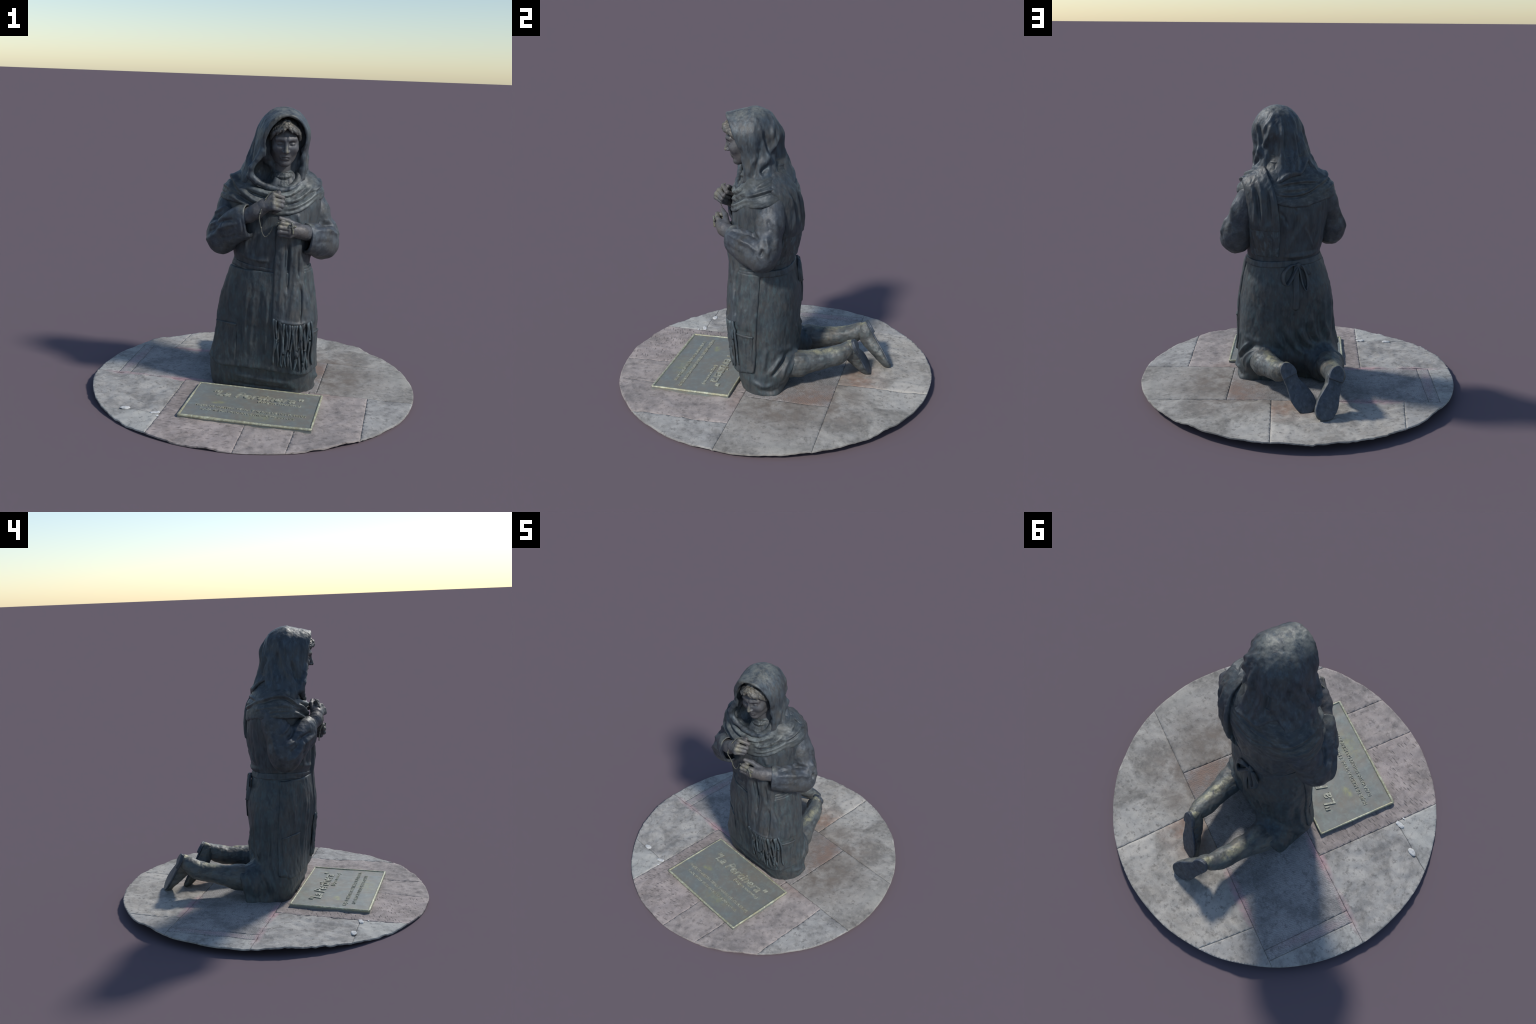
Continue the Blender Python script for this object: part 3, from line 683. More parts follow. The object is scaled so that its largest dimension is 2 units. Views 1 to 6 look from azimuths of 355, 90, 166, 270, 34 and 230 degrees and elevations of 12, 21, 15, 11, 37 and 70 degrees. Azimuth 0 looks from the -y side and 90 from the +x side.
def front_y(x, z, off):
    ys = np.linspace(-0.40, -0.05, 400)
    v = f_front((np.full(400, x), ys, np.full(400, z))) - off
    i = np.argmax(v < 0)
    return ys[i]
n_t = 16
for i in range(n_t):
    t = (i+0.5)/n_t
    ztop = np.interp(t, [0, 0.3, 0.5, 0.7, 1], [0.525, 0.495, 0.485, 0.488, 0.505])
    zbot = np.interp(t, [0, 0.4, 0.7, 1], [0.225, 0.215, 0.195, 0.215]) + rng.uniform(-0.014, 0.014)
    xa, xb = 0.076+0.242*t, 0.080 + 0.252*t + rng.uniform(-0.008, 0.008)
    ph, am = rng.uniform(0, 6), rng.uniform(0.003, 0.007)
    zz = np.linspace(ztop, zbot, 22); pts = []
    for z in zz:
        s = (ztop-z)/(ztop-zbot)
        x = xa + (xb-xa)*s + am*math.sin(ph + s*7)
        pts.append((x, front_y(x, z, 0.021) - 0.003*math.sin(ph*2 + s*9), z))
    u = np.linspace(0, 1, 22)
    rr = (0.0090 - 0.0016*u + 0.0012*np.exp(-((u-0.06)/0.05)**2) - 0.0012*np.exp(-((u-0.15)/0.05)**2) + 0.0012*np.sin(16*u+ph)) * np.interp(u, [0, 0.85, 1], [1, 1, 0.55]) * rng.uniform(0.85, 1.15)
    tube_obj('tassel', pts, rr, M_fringe, statue, seg=8)

# collar, neck, head, hair -----------------------------------------------------
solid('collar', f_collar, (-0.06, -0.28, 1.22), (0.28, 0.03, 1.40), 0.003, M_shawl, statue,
      [('front', [(0.05, 1.345), (0.11, 1.335), (0.17, 1.345)], 0.006, -0.005), ('front', [(0.05, 1.36), (0.11, 1.352), (0.17, 1.36)], 0.006, 0.004), ('front', [(0.03, 1.315), (0.11, 1.305), (0.19, 1.315)], 0.007, 0.005)],
      [(0.012, 0.0016, (0.6, 0.6, 2.5), 5)], 1)
solid('neck', f_neck, (0.02, -0.21, 1.28), (0.2, -0.02, 1.50), 0.004, M_skin, statue)
solid('head', f_head, (0.015, -0.33, 1.39), (0.21, 0.0, 1.72), 0.0022, M_skin, statue, (), [(0.02, 0.0005, (1, 1, 1), 5)], 1)

def f_hair(p):
    q = head_local(p); a = (np.abs(q[0]), q[1], q[2])
    cap = ell(q, (0, 0.000, 0.062), (0.089, 0.124, 0.100))
    line = np.interp(np.abs(q[0]), [0, 0.02, 0.045, 0.065, 0.09], [0.134, 0.124, 0.104, 0.080, 0.03])
    d = smax(cap, line - q[2], 0.012)
    for k in range(6):
        t = k/5
        s = spline([(0.004+0.004*t, 0.108-0.05*t, 0.143+0.014*t), (0.030+0.004*t, 0.117-0.045*t, 0.126+0.008*t), (0.056+0.008*t, 0.102-0.04*t, 0.105+0.004*t), (0.074+0.006*t, 0.080-0.035*t, 0.084), (0.083+0.004*t, 0.056-0.03*t, 0.045)], 4)
        for m, (u, v) in enumerate(zip(s[:-1], s[1:])):
            r = 0.0085 + 0.002*math.sin(m*1.3+k*2)
            off = 0.004*math.sin(m*0.9+k*1.7)
            d = smin(d, cone(a, u+(0, 0, off), v+(0, 0, off), r, r), 0.004)
    # loose locks on the forehead
    for pts in ([(-0.002, 0.118, 0.140), (-0.018, 0.127, 0.124), (-0.026, 0.127, 0.106)], [(0.004, 0.118, 0.140), (0.016, 0.127, 0.126), (0.030, 0.126, 0.106)],
                [(-0.01, 0.118, 0.140), (-0.04, 0.120, 0.112), (-0.056, 0.108, 0.090)], [(0.01, 0.118, 0.140), (0.042, 0.120, 0.112), (0.062, 0.104, 0.090)]):
        d = smin(d, chain(q, [(*c, 0.0085-0.0025*i) for i, c in enumerate(pts)], 0.006), 0.004)
    return d
solid('hair', f_hair, (0.005, -0.33, 1.50), (0.222, 0.0, 1.735), 0.0026, M_hair, statue, (), [(0.010, 0.0014, (1, 1, 1), 5)], 1)

# veil and shawl ---------------------------------------------------------------
veil_folds = [
    ('left', [(-0.095, 1.67), (-0.07, 1.593), (-0.065, 1.537), (-0.049, 1.475), (-0.034, 1.44)], 0.013, 0.010), ('left', [(-0.075, 1.655), (-0.050, 1.574), (-0.040, 1.518), (-0.022, 1.465)], 0.012, -0.014),
    ('left', [(0.012, 1.62), (0.004, 1.52), (-0.005, 1.46), (0.003, 1.38)], 0.014, 0.010), ('left', [(-0.092, 1.392), (-0.065, 1.423), (-0.037, 1.442)], 0.014, -0.018),
    ('left', [(-0.119, 1.49), (-0.144, 1.43), (-0.157, 1.37)], 0.012, 0.009), ('left', [(-0.09, 1.50), (-0.115, 1.43), (-0.13, 1.36)], 0.011, -0.008),
    ('right', [(-0.08, 1.71), (-0.083, 1.591), (-0.113, 1.483), (-0.151, 1.41), (-0.184, 1.38)], 0.012, 0.010), ('right', [(-0.142, 1.55), (-0.167, 1.466), (-0.181, 1.42), (-0.175, 1.40)], 0.012, -0.014),
    ('right', [(-0.043, 1.61), (-0.009, 1.514), (0.006, 1.44)], 0.012, 0.008), ('right', [(-0.06, 1.62), (-0.06, 1.52), (-0.09, 1.42)], 0.012, -0.008),
    ('right', [(-0.02, 1.55), (-0.035, 1.46), (-0.05, 1.36)], 0.012, 0.006),
    ('back', [(0.165, 1.69), (0.19, 1.583), (0.217, 1.52), (0.249, 1.45), (0.265, 1.40)], 0.0149, 0.0144), ('back', [(0.250, 1.65), (0.252, 1.54), (0.254, 1.48), (0.262, 1.43)], 0.0115, -0.0120),
    ('back', [(0.155, 1.60), (0.178, 1.50), (0.190, 1.40), (0.185, 1.36)], 0.0276, -0.0168), ('back', [(0.115, 1.69), (0.121, 1.569), (0.127, 1.472), (0.135, 1.37)], 0.0138, 0.0120),
    ('back', [(0.085, 1.66), (0.085, 1.5), (0.09, 1.38)], 0.0161, -0.0084), ('back', [(0.066, 1.67), (0.045, 1.586), (0.034, 1.469), (0.042, 1.36)], 0.0126, 0.0108),
    ('back', [(0.032, 1.62), (0.004, 1.533), (-0.027, 1.45)], 0.0126, 0.0096), ('back', [(0.02, 1.58), (-0.0, 1.48), (0.0, 1.40)], 0.0126, -0.0072),
    ('back', [(0.22, 1.375), (0.175, 1.312), (0.11, 1.352), (0.062, 1.37), (0.016, 1.37), (-0.024, 1.42), (-0.053, 1.455)], 0.0115, 0.0072),
    ('back', [(0.09, 1.735), (0.06, 1.70), (0.03, 1.64), (0.015, 1.58)], 0.0092, 0.0048), ('back', [(0.14, 1.735), (0.16, 1.70), (0.205, 1.63), (0.225, 1.57)], 0.0103, 0.0056),
    ('back', [(0.105, 1.70), (0.098, 1.60), (0.10, 1.48)], 0.0092, -0.0072), ('back', [(0.06, 1.64), (0.02, 1.53), (0.01, 1.43)], 0.0080, -0.0064),
    ('right', [(-0.11, 1.70), (-0.12, 1.60), (-0.15, 1.50), (-0.18, 1.43)], 0.010, 0.007), ('right', [(-0.02, 1.66), (0.0, 1.58), (0.02, 1.50)], 0.008, -0.007),
    ('left', [(-0.03, 1.68), (-0.02, 1.58), (0.005, 1.48)], 0.009, 0.007)]
solid('veil', f_veil, (-0.20, -0.32, 1.24), (0.34, 0.17, 1.775), 0.004, M_veil, statue, veil_folds, [FINE, (0.05, 0.002, (1, 1, 2), 13), (0.02, 0.0009, (1, 1, 5), 8)], 2)

shawl_folds = [
    ('front', [(-0.13, 1.305), (-0.066, 1.281), (0.0, 1.262), (0.072, 1.250), (0.135, 1.250), (0.197, 1.285), (0.24, 1.325)], 0.014, 0.013),
    ('front', [(-0.117, 1.322), (-0.054, 1.302), (0.021, 1.284), (0.109, 1.272), (0.183, 1.300), (0.22, 1.337)], 0.006, -0.009),
    ('front', [(-0.145, 1.285), (-0.09, 1.240), (-0.051, 1.215), (0.01, 1.198)], 0.014, 0.014), ('front', [(-0.122, 1.288), (-0.078, 1.261), (-0.021, 1.243), (0.04, 1.232), (0.12, 1.232)], 0.006, -0.012),
    ('front', [(0.10, 1.215), (0.175, 1.222), (0.236, 1.256), (0.30, 1.31)], 0.013, 0.015), ('front', [(0.07, 1.236), (0.15, 1.240), (0.22, 1.272), (0.262, 1.315)], 0.006, -0.011),
    ('front', [(0.10, 1.172), (0.17, 1.182), (0.24, 1.212), (0.30, 1.252), (0.335, 1.29)], 0.012, 0.012), ('front', [(0.11, 1.194), (0.19, 1.204), (0.26, 1.240), (0.315, 1.285)], 0.006, -0.011),
    ('front', [(0.06, 1.150), (0.16, 1.152), (0.25, 1.185), (0.32, 1.24)], 0.009, 0.006),
    ('front', [(-0.19, 1.265), (-0.12, 1.225), (-0.06, 1.197), (0.0, 1.175)], 0.007, -0.008), ('front', [(-0.17, 1.335), (-0.13, 1.335), (-0.09, 1.315)], 0.016, -0.013), ('front', [(-0.21, 1.245), (-0.13, 1.203), (-0.06, 1.172)], 0.010, 0.008),
    ('edge', 'left', [(-0.13, 1.325), (-0.071, 1.352), (-0.022, 1.367), (0.032, 1.364), (0.074, 1.345)], 0.009, 0.009),
    ('edge', 'left', [(-0.20, 1.262), (-0.113, 1.298), (-0.071, 1.314), (-0.028, 1.323), (0.014, 1.305), (0.051, 1.28)], 0.009, 0.010),
    ('edge', 'right', [(0.124, 1.277), (0.05, 1.308), (-0.038, 1.335), (-0.104, 1.330), (-0.155, 1.293), (-0.201, 1.25), (-0.227, 1.225)], 0.009, 0.009),
    ('right', [(0.11, 1.25), (0.0, 1.275), (-0.1, 1.28), (-0.17, 1.25)], 0.008, 0.005), ('right', [(0.05, 1.225), (-0.05, 1.245), (-0.14, 1.24)], 0.006, -0.004),
    ('edge', 'back', [(0.182, 1.293), (0.083, 1.312), (-0.017, 1.316), (-0.118, 1.307)], 0.008, 0.007), ('edge', 'back', [(0.181, 1.250), (0.082, 1.24), (-0.018, 1.257), (-0.112, 1.298)], 0.008, 0.008),
    ('back', [(0.16, 1.27), (0.06, 1.275), (-0.06, 1.285)], 0.008, 0.004)]
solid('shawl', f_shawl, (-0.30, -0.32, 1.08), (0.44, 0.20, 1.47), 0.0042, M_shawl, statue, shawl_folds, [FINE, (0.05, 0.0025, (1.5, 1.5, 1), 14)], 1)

# scarf end thrown over her left shoulder and down the back -----------------------
def f_scarf_end(p, off=0.0, z0=1.025):
    d = loft(p, TORSO, 2.1) - np.interp(p[2], [0.84, 0.92, 1.0, 1.03, 1.06, 1.10, 1.20, 1.26], [0.012, 0.024, 0.028, 0.030, 0.036, 0.034, 0.030, 0.027]) - off
    d = smin(d, loft(p, SHAWL, 1.95) - 0.010 + np.maximum(1.22-p[2], 0)*0.5, 0.03)
    x0 = np.interp(p[2], [0.83, 0.86, 1.05, 1.16, 1.26, 1.36], [0.165, 0.155, 0.160, 0.170, 0.184, 0.215])
    x1 = np.interp(p[2], [0.86, 0.97, 1.10, 1.27, 1.33], [0.305, 0.315, 0.330, 0.350, 0.36])
    d = smax(d, np.maximum(x0-p[0], p[0]-x1), 0.012)
    d = smax(d, -0.03 - p[1], 0.02)
    return smax(smax(d, z0 - p[2], 0.010), p[2]-1.40, 0.01)
solid('scarf_end', f_scarf_end, (0.12, -0.06, 0.99), (0.42, 0.22, 1.40), 0.004, M_cloth, statue,
      [('back', [(0.276, 1.34), (0.262, 1.233), (0.256, 1.05)], 0.012, 0.009), ('back', [(0.21, 1.30), (0.19, 1.197), (0.19, 1.06)], 0.010, 0.007), ('back', [(0.327, 1.33), (0.308, 1.235), (0.295, 1.06)], 0.010, 0.008),
       ('back', [(0.235, 1.30), (0.225, 1.2), (0.22, 1.06)], 0.010, -0.009), ('back', [(0.297, 1.32), (0.285, 1.2), (0.275, 1.06)], 0.009, -0.009)],
      [FINE, (0.02, 0.0018, (1, 1, 6), 51)], 1)
solid('scarf_fringe', lambda p: f_scarf_end(p, -0.006, 0.855), (0.12, -0.02, 0.83), (0.40, 0.20, 1.06), 0.004, M_fringe, statue, (),
      [(0.012, 0.0035, (1, 1, 14), 61), FINE], 1)

# hands --------------------------------------------------------------------------
def f_hand(p, wrist, knuckles, pips, curl, thumb, r=0.0135):
    d = chain(p, wrist, 0.02)
    end = wrist[-1]
    for i, (kn, pp) in enumerate(zip(knuckles, pips)):
        d = smin(d, cone(p, end[:3], kn, end[3]*0.62, r+0.001), 0.016)
    for i, (kn, pp) in enumerate(zip(knuckles, pips)):
        rr = r*(1.0 if i < 3 else 0.9)
        tip = np.array(pp) + np.array(curl)
        fing = chain(p, [(*kn, rr+0.001), (*pp, rr), (*tip, rr*0.9)], 0.005)
        d = smin(d, fing, 0.004)
    return smin(d, chain(p, thumb, 0.008), 0.008)

HAND_R = dict(wrist=[(-0.135, -0.210, 1.105, 0.042), (-0.085, -0.255, 1.135, 0.041), (-0.045, -0.290, 1.163, 0.041), (-0.008, -0.303, 1.193, 0.041)],
              knuckles=[(0.048, -0.311, 1.266), (0.046, -0.336, 1.240), (0.045, -0.352, 1.217), (0.044, -0.356, 1.195)],
              pips=[(0.103, -0.288, 1.244), (0.102, -0.307, 1.222), (0.096, -0.318, 1.200), (0.084, -0.322, 1.180)],
              curl=(-0.030, 0.030, -0.020), thumb=[(-0.010, -0.285, 1.205, 0.022), (0.045, -0.272, 1.252, 0.015), (0.082, -0.281, 1.272, 0.0125)])
HAND_L = dict(wrist=[(0.295, -0.215, 1.025, 0.043), (0.250, -0.262, 1.040, 0.041), (0.215, -0.300, 1.052, 0.039), (0.185, -0.315, 1.060, 0.038)],
              knuckles=[(0.146, -0.343, 1.095), (0.142, -0.350, 1.075), (0.143, -0.347, 1.053), (0.148, -0.337, 1.032)],
              pips=[(0.096, -0.347, 1.106), (0.086, -0.353, 1.084), (0.085, -0.351, 1.060), (0.093, -0.333, 1.038)],
              curl=(0.016, 0.042, -0.002), thumb=[(0.200, -0.288, 1.078, 0.022), (0.135, -0.298, 1.114, 0.0155), (0.088, -0.318, 1.130, 0.0125)])
for Hd in (HAND_R, HAND_L):
    Q = np.array([w[:3] for w in Hd['wrist']] + list(Hd['knuckles']) + list(Hd['pips']))
    solid('hand', lambda p, Hd=Hd: f_hand(p, **Hd), Q.min(0)-0.05, Q.max(0)+0.055, 0.0024, M_skin, statue, (), [(0.018, 0.0009, (1, 1, 1), 5)], 1)

# rosary ---------------------------------------------------------------------------
rosary = empty('rosary', (0.0, -0.33, 1.15)); put(rosary, statue)
path = spline([(0.062, -0.298, 1.283), (0.032, -0.306, 1.275), (0.008, -0.318, 1.250), (-0.010, -0.333, 1.215), (-0.024, -0.341, 1.176), (-0.032, -0.336, 1.140),
               (-0.026, -0.322, 1.102), (-0.016, -0.316, 1.068), (-0.009, -0.314, 1.040), (0.010, -0.314, 1.021), (0.034, -0.318, 1.046), (0.050, -0.326, 1.082), (0.070, -0.342, 1.104), (0.092, -0.356, 1.112)], 30)
seg = np.r_[0, np.cumsum(np.linalg.norm(np.diff(path, axis=0), axis=1))]
bead_me = bpy.data.meshes.new('rosary_bead')
bm = bmesh.new(); bmesh.ops.create_icosphere(bm, subdivisions=2, radius=0.0036)
for f in bm.faces: f.smooth = True
bm.to_mesh(bead_me); bm.free(); bead_me.materials.append(M_bead)
for i, s in enumerate(np.arange(0, seg[-1], 0.0082)):
    o = collect(bpy.data.objects.new('rosary_bead', bead_me))
    o.parent = rosary; o.matrix_parent_inverse = Matrix.Identity(4)
    o.location = np.array([np.interp(s, seg, path[:, k]) for k in range(3)]) - np.array(rosary.location)
    k = 1.5 if i % 11 == 10 else 1.0
    o.scale = (k, k, k)
cord = tube_obj('cord', path[::3], 0.0014, M_bead, statue, seg=6)
cross_axis = np.array((0.010, 0.006, -0.056)); c0 = np.array((0.152, -0.366, 1.108))
def f_cross(p):
    d = cone(p, c0, c0+cross_axis, 0.0062, 0.0068)
    a = c0 + cross_axis*0.33
    return np.minimum(d, cone(p, a+np.array((-0.019, 0.001, -0.002)), a+np.array((0.019, 0.002, 0.002)), 0.006, 0.006))
solid('crucifix', f_cross, (0.12, -0.39, 1.03), (0.19, -0.34, 1.13), 0.0018, M_bead, statue, (), [(0.008, 0.001, (1, 1, 1), 3)], 1)

# bow at the back --------------------------------------------------------------------
def ribbon(name, pts, width, thick, parent, closed=False):
    C = spline(pts, 10)
    return tube_obj(name, C, width, M_cloth, parent, seg=12, flat=thick/width, up=(0.15, 1, 0.0), closed=False)
bow = empty('bow', (0.035, 0.14, 0.80)); put(bow, statue)
def in_bow(o):
    o.parent = bow; o.matrix_parent_inverse = Matrix.Translation(-Vector(bow.location)); return o
def loop_ribbon(pts, w, t, lean):
    """ribbon loop: strip standing out from the back, rounded edges"""
    C = spline(pts, 12); n = len(C)
    T = np.gradient(C, axis=0); T /= np.linalg.norm(T, axis=1, keepdims=True)
    A = np.array((lean, 0.8, 0.1)); A /= np.linalg.norm(A)
    W = A - (T@A)[:, None]*T; W /= np.linalg.norm(W, axis=1, keepdims=True)
    U = np.cross(T, W)
    a = np.linspace(0, 2*np.pi, 12, endpoint=False)
    ww = (w*(0.35+0.65*np.sin(np.linspace(0, np.pi, n))**0.7))[:, None, None]
    V = (C[:, None] + ww*np.cos(a)[None, :, None]*W[:, None] + t*np.sin(a)[None, :, None]*U[:, None]).reshape(-1, 3)
    F = [(i*12+j, i*12+(j+1) % 12, (i+1)*12+(j+1) % 12, (i+1)*12+j) for i in range(n-1) for j in range(12)]
    o = mesh_obj('bow_loop', V, np.array(F), M_cloth, None); return in_bow(o)
loop_ribbon([(0.040, 0.135, 0.808), (0.085, 0.142, 0.806), (0.128, 0.146, 0.765), (0.136, 0.151, 0.715), (0.116, 0.154, 0.690), (0.085, 0.153, 0.725), (0.055, 0.148, 0.780), (0.038, 0.138, 0.800)], 0.017, 0.0055, -0.6)
loop_ribbon([(0.034, 0.135, 0.808), (0.010, 0.142, 0.800), (-0.015, 0.147, 0.745), (-0.022, 0.154, 0.680), (-0.008, 0.158, 0.655), (0.012, 0.155, 0.700), (0.028, 0.150, 0.770), (0.036, 0.138, 0.800)], 0.017, 0.0055, 0.6)
for pts, w in (([(0.046, 0.140, 0.800), (0.056, 0.158, 0.72), (0.055, 0.167, 0.63), (0.058, 0.166, 0.535)], 0.019), ([(0.030, 0.138, 0.805), (0.0, 0.142, 0.785), (-0.035, 0.146, 0.750)], 0.013)):
    C = spline(pts, 12)
    in_bow(tube_obj('bow_tail', C, w, M_cloth, statue, seg=12, flat=0.25, up=(0.1, 1, 0)))
in_bow(solid('bow_knot', lambda p: ell(p, (0.036, 0.132, 0.805), (0.020, 0.016, 0.018)), (0.0, 0.10, 0.77), (0.07, 0.16, 0.84), 0.004, M_cloth, statue, (), [(0.015, 0.002, (1, 1, 1), 2)], 1))

# ------------------------------------------------------------------ paving
def ground_z(x, y):
    g = lambda cx, cy, r: np.exp(-((x-cx)**2 + (y-cy)**2)/(r*r))
    return (0.036 + 0.028*y + 0.013*g(-0.98, -0.1, 0.22) + 0.012*g(0.5, -0.88, 0.28)
            - 0.012*g(-0.38, 0.85, 0.25) - 0.010*g(0.45, 0.88, 0.25) - 0.010*g(0.0, 0.98, 0.22) - 0.004*g(-0.1, -0.98, 0.2))

def stone(name, c, tint, dashes=False, warm=None, hatch=False, stains=()):
    k = Nodes(name)
    big = k.noise(4.0, 6, 0.65, dist=0.5)
    col = k.mix(k.ramp(big, [(0.40, 0.0), (0.60, 1.0)]), tuple(v*0.82 for v in c), tuple(v*1.16 for v in tint))  # tones spread darker and lighter to paint in dappled brightness
    mid = k.noise(24, 6, 0.65)
    col = k.mix(k.ramp(mid, [(0.46, 0.0), (0.72, 0.7)]), col, tuple(min(1, v*1.5) for v in c))
    dark = k.noise(34, 6, 0.7, k.mapping((1, 1, 1), loc=(2, 5, 1)))
    col = k.mix(k.ramp(dark, [(0.36, 0.6), (0.47, 0.0)]), col, tuple(v*0.5 for v in c))
    if warm:
        for ctr, r, cc, amt in warm:
            m = k.math('MULTIPLY', k.blob(ctr, r, 0.8), k.ramp(k.noise(14, 5, 0.65), [(0.35, 0.25*amt), (0.6, amt)]))
            col = k.mix(m, col, cc)
    for a, b, w, cc, amt in stains:
        m = k.math('MULTIPLY', k.stain(a, b, w), k.ramp(k.noise(22, 5, 0.65), [(0.30, 0.15*amt), (0.52, amt)]))
        col = k.mix(m, col, cc)
    grain = k.noise(220, 4, 0.7)
    hgt = k.math('ADD', k.math('MULTIPLY', mid, 1.0), k.math('MULTIPLY', grain, 0.4))
    if dashes:
        v = k.n('ShaderNodeTexVoronoi'); k.link(k.mapping((16, 62, 20), (0, 0, math.radians(16))), v.inputs['Vector']); v.inputs['Scale'].default_value = 1.0
        v.inputs['Randomness'].default_value = 0.8
        m = k.ramp(v.outputs['Distance'], [(0.12, 1.0), (0.32, 0.0)])
        m = k.math('MULTIPLY', m, 0.55)
        col = k.mix(m, col, tuple(x*0.45 for x in c))
        hgt = k.math('SUBTRACT', hgt, k.math('MULTIPLY', m, 1.6))
    if hatch:
        w = k.n('ShaderNodeTexWave', wave_type='BANDS'); k.link(k.mapping((1, 1, 1), (0, 0, math.radians(62))), w.inputs['Vector'])
        w.inputs['Scale'].default_value = 26; w.inputs['Distortion'].default_value = 9; w.inputs['Detail'].default_value = 4; w.inputs['Detail Scale'].default_value = 2.5
        m = k.math('MULTIPLY', k.ramp(w.outputs[0], [(0.05, 1.0), (0.4, 0.0)]), 0.35)
        col = k.mix(m, col, tuple(x*0.5 for x in c))
        hgt = k.math('SUBTRACT', hgt, m)
    k.link(col, k.bsdf.inputs['Base Color']); k.bsdf.inputs['Roughness'].default_value = 0.85
    k.bsdf.inputs['Specular IOR Level'].default_value = 0.25
    k.bump(hgt, 0.55, 0.006)
    return k.m

GREY, PALE, PINK = (0.275, 0.265, 0.250), (0.345, 0.335, 0.315), (0.300, 0.262, 0.245)
pinkish = (0.47, 0.31, 0.325)
PS = [((-0.64, 0.073), (-0.18, -0.05), 0.040, pinkish, 1.0), ((-0.98, 0.165), (-0.60, 0.06), 0.032, pinkish, 0.5),
      ((-0.55, 0.61), (-0.06, 0.475), 0.042, pinkish, 0.95), ((-0.84, 0.12), (-0.66, 0.62), 0.045, pinkish, 0.4)]
M_grey = stone('stone_grey', GREY, PALE, stains=PS[:2])
M_grey2 = stone('stone_pale_grey', (0.30, 0.295, 0.28), (0.37, 0.365, 0.34), stains=PS[1:2])
M_pink = stone('stone_pink_chiselled', PINK, (0.33, 0.285, 0.27), dashes=True)
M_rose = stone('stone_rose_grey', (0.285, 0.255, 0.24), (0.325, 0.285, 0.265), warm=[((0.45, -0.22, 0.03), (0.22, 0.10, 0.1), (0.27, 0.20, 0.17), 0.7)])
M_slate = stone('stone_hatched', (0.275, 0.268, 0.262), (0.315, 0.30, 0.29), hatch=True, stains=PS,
                warm=[((0.50, 0.08, 0.04), (0.5, 0.45, 0.3), (0.195, 0.162, 0.138), 1.0), ((0.42, 0.22, 0.04), (0.19, 0.26, 0.1), (0.25, 0.178, 0.145), 0.95)])  # first, wide blob tints the stone brown for the shadow beside the statue
M_brown = stone('stone_brown_grey', (0.26, 0.245, 0.222), (0.32, 0.305, 0.28), warm=[((0.98, 0.05, 0.04), (0.16, 0.2, 0.1), (0.36, 0.345, 0.31), 0.9), ((0.50, 0.02, 0.04), (0.42, 0.40, 0.3), (0.185, 0.158, 0.135), 1.0)])  # painted light: pale rim blob is a bright patch, brown blob the statue-side shade
M_back = stone('stone_sandy', (0.315, 0.295, 0.265), (0.39, 0.37, 0.335), warm=[((0.22, 0.52, 0.05), (0.30, 0.19, 0.1), (0.27, 0.19, 0.15), 1.0)], stains=PS[2:3])  # slab colours lightened where sunlight falls behind the figure
M_right = stone('stone_grey_painted_dapple', (0.275, 0.26, 0.235), (0.37, 0.355, 0.325), warm=[((0.48, 0.30, 0.05), (0.42, 0.30, 0.3), (0.19, 0.162, 0.140), 1.0)])  # base raised for light patches; brown blob is cast shadow put into the colour
M_mortar = stone('mortar', (0.20, 0.185, 0.165), (0.27, 0.25, 0.225))
M_chip = stone('white_chip', (0.62, 0.62, 0.60), (0.55, 0.55, 0.54))

def clip_poly(poly, a, b):
    """keep the part of poly left of the line a->b"""
    out = []
    s = lambda q: (b[0]-a[0])*(q[1]-a[1]) - (b[1]-a[1])*(q[0]-a[0])
    for i in range(len(poly)):
        p, q = poly[i], poly[(i+1) % len(poly)]
        sp, sq = s(p), s(q)
        if sp >= 0: out.append(p)
        if sp*sq < 0:
            t = sp/(sp-sq); out.append((p[0]+t*(q[0]-p[0]), p[1]+t*(q[1]-p[1])))
    return out

RIM = [(math.cos(a)*(1.0-0.0025*abs(math.sin(7*a+1))), math.sin(a)*(1.0-0.0025*abs(math.sin(9*a)))) for a in np.linspace(0, 2*math.pi, 220, endpoint=False)]
# joints of the paving: two long courses running across, cross joints inside each course
A0, A1 = (-1.0, 0.170), (1.0, -0.372)
B0, B1 = (-1.0, 0.730), (1.0, 0.182)
def cut(*lines):
    poly = list(RIM)
    for a, b in lines: poly = clip_poly(poly, a, b)
    return poly
rev = lambda l: (l[1], l[0])
jA, jB = (A0, A1), (B0, B1)          # left of jA = +y side
jC = ((-0.715, -1.0), (-0.43, 0.01)); jCd = ((-1.0, -0.385), (-0.57, -0.495))
jF = ((-0.20, -1.02), (0.06, -0.10)); jF2 = ((0.085, -1.02), (0.33, -0.18)); jR = ((0.475, -1.0), (0.675, -0.27))
jH = ((-0.80, 0.05), (-0.63, 0.70)); jH2 = ((-0.87, 0.08), (-0.71, 0.66)); jS = ((0.385, -0.15), (0.53, 0.34))
jG = ((-0.52, 0.55), (-0.36, 1.0)); jD = ((0.255, 0.36), (0.415, 1.0))
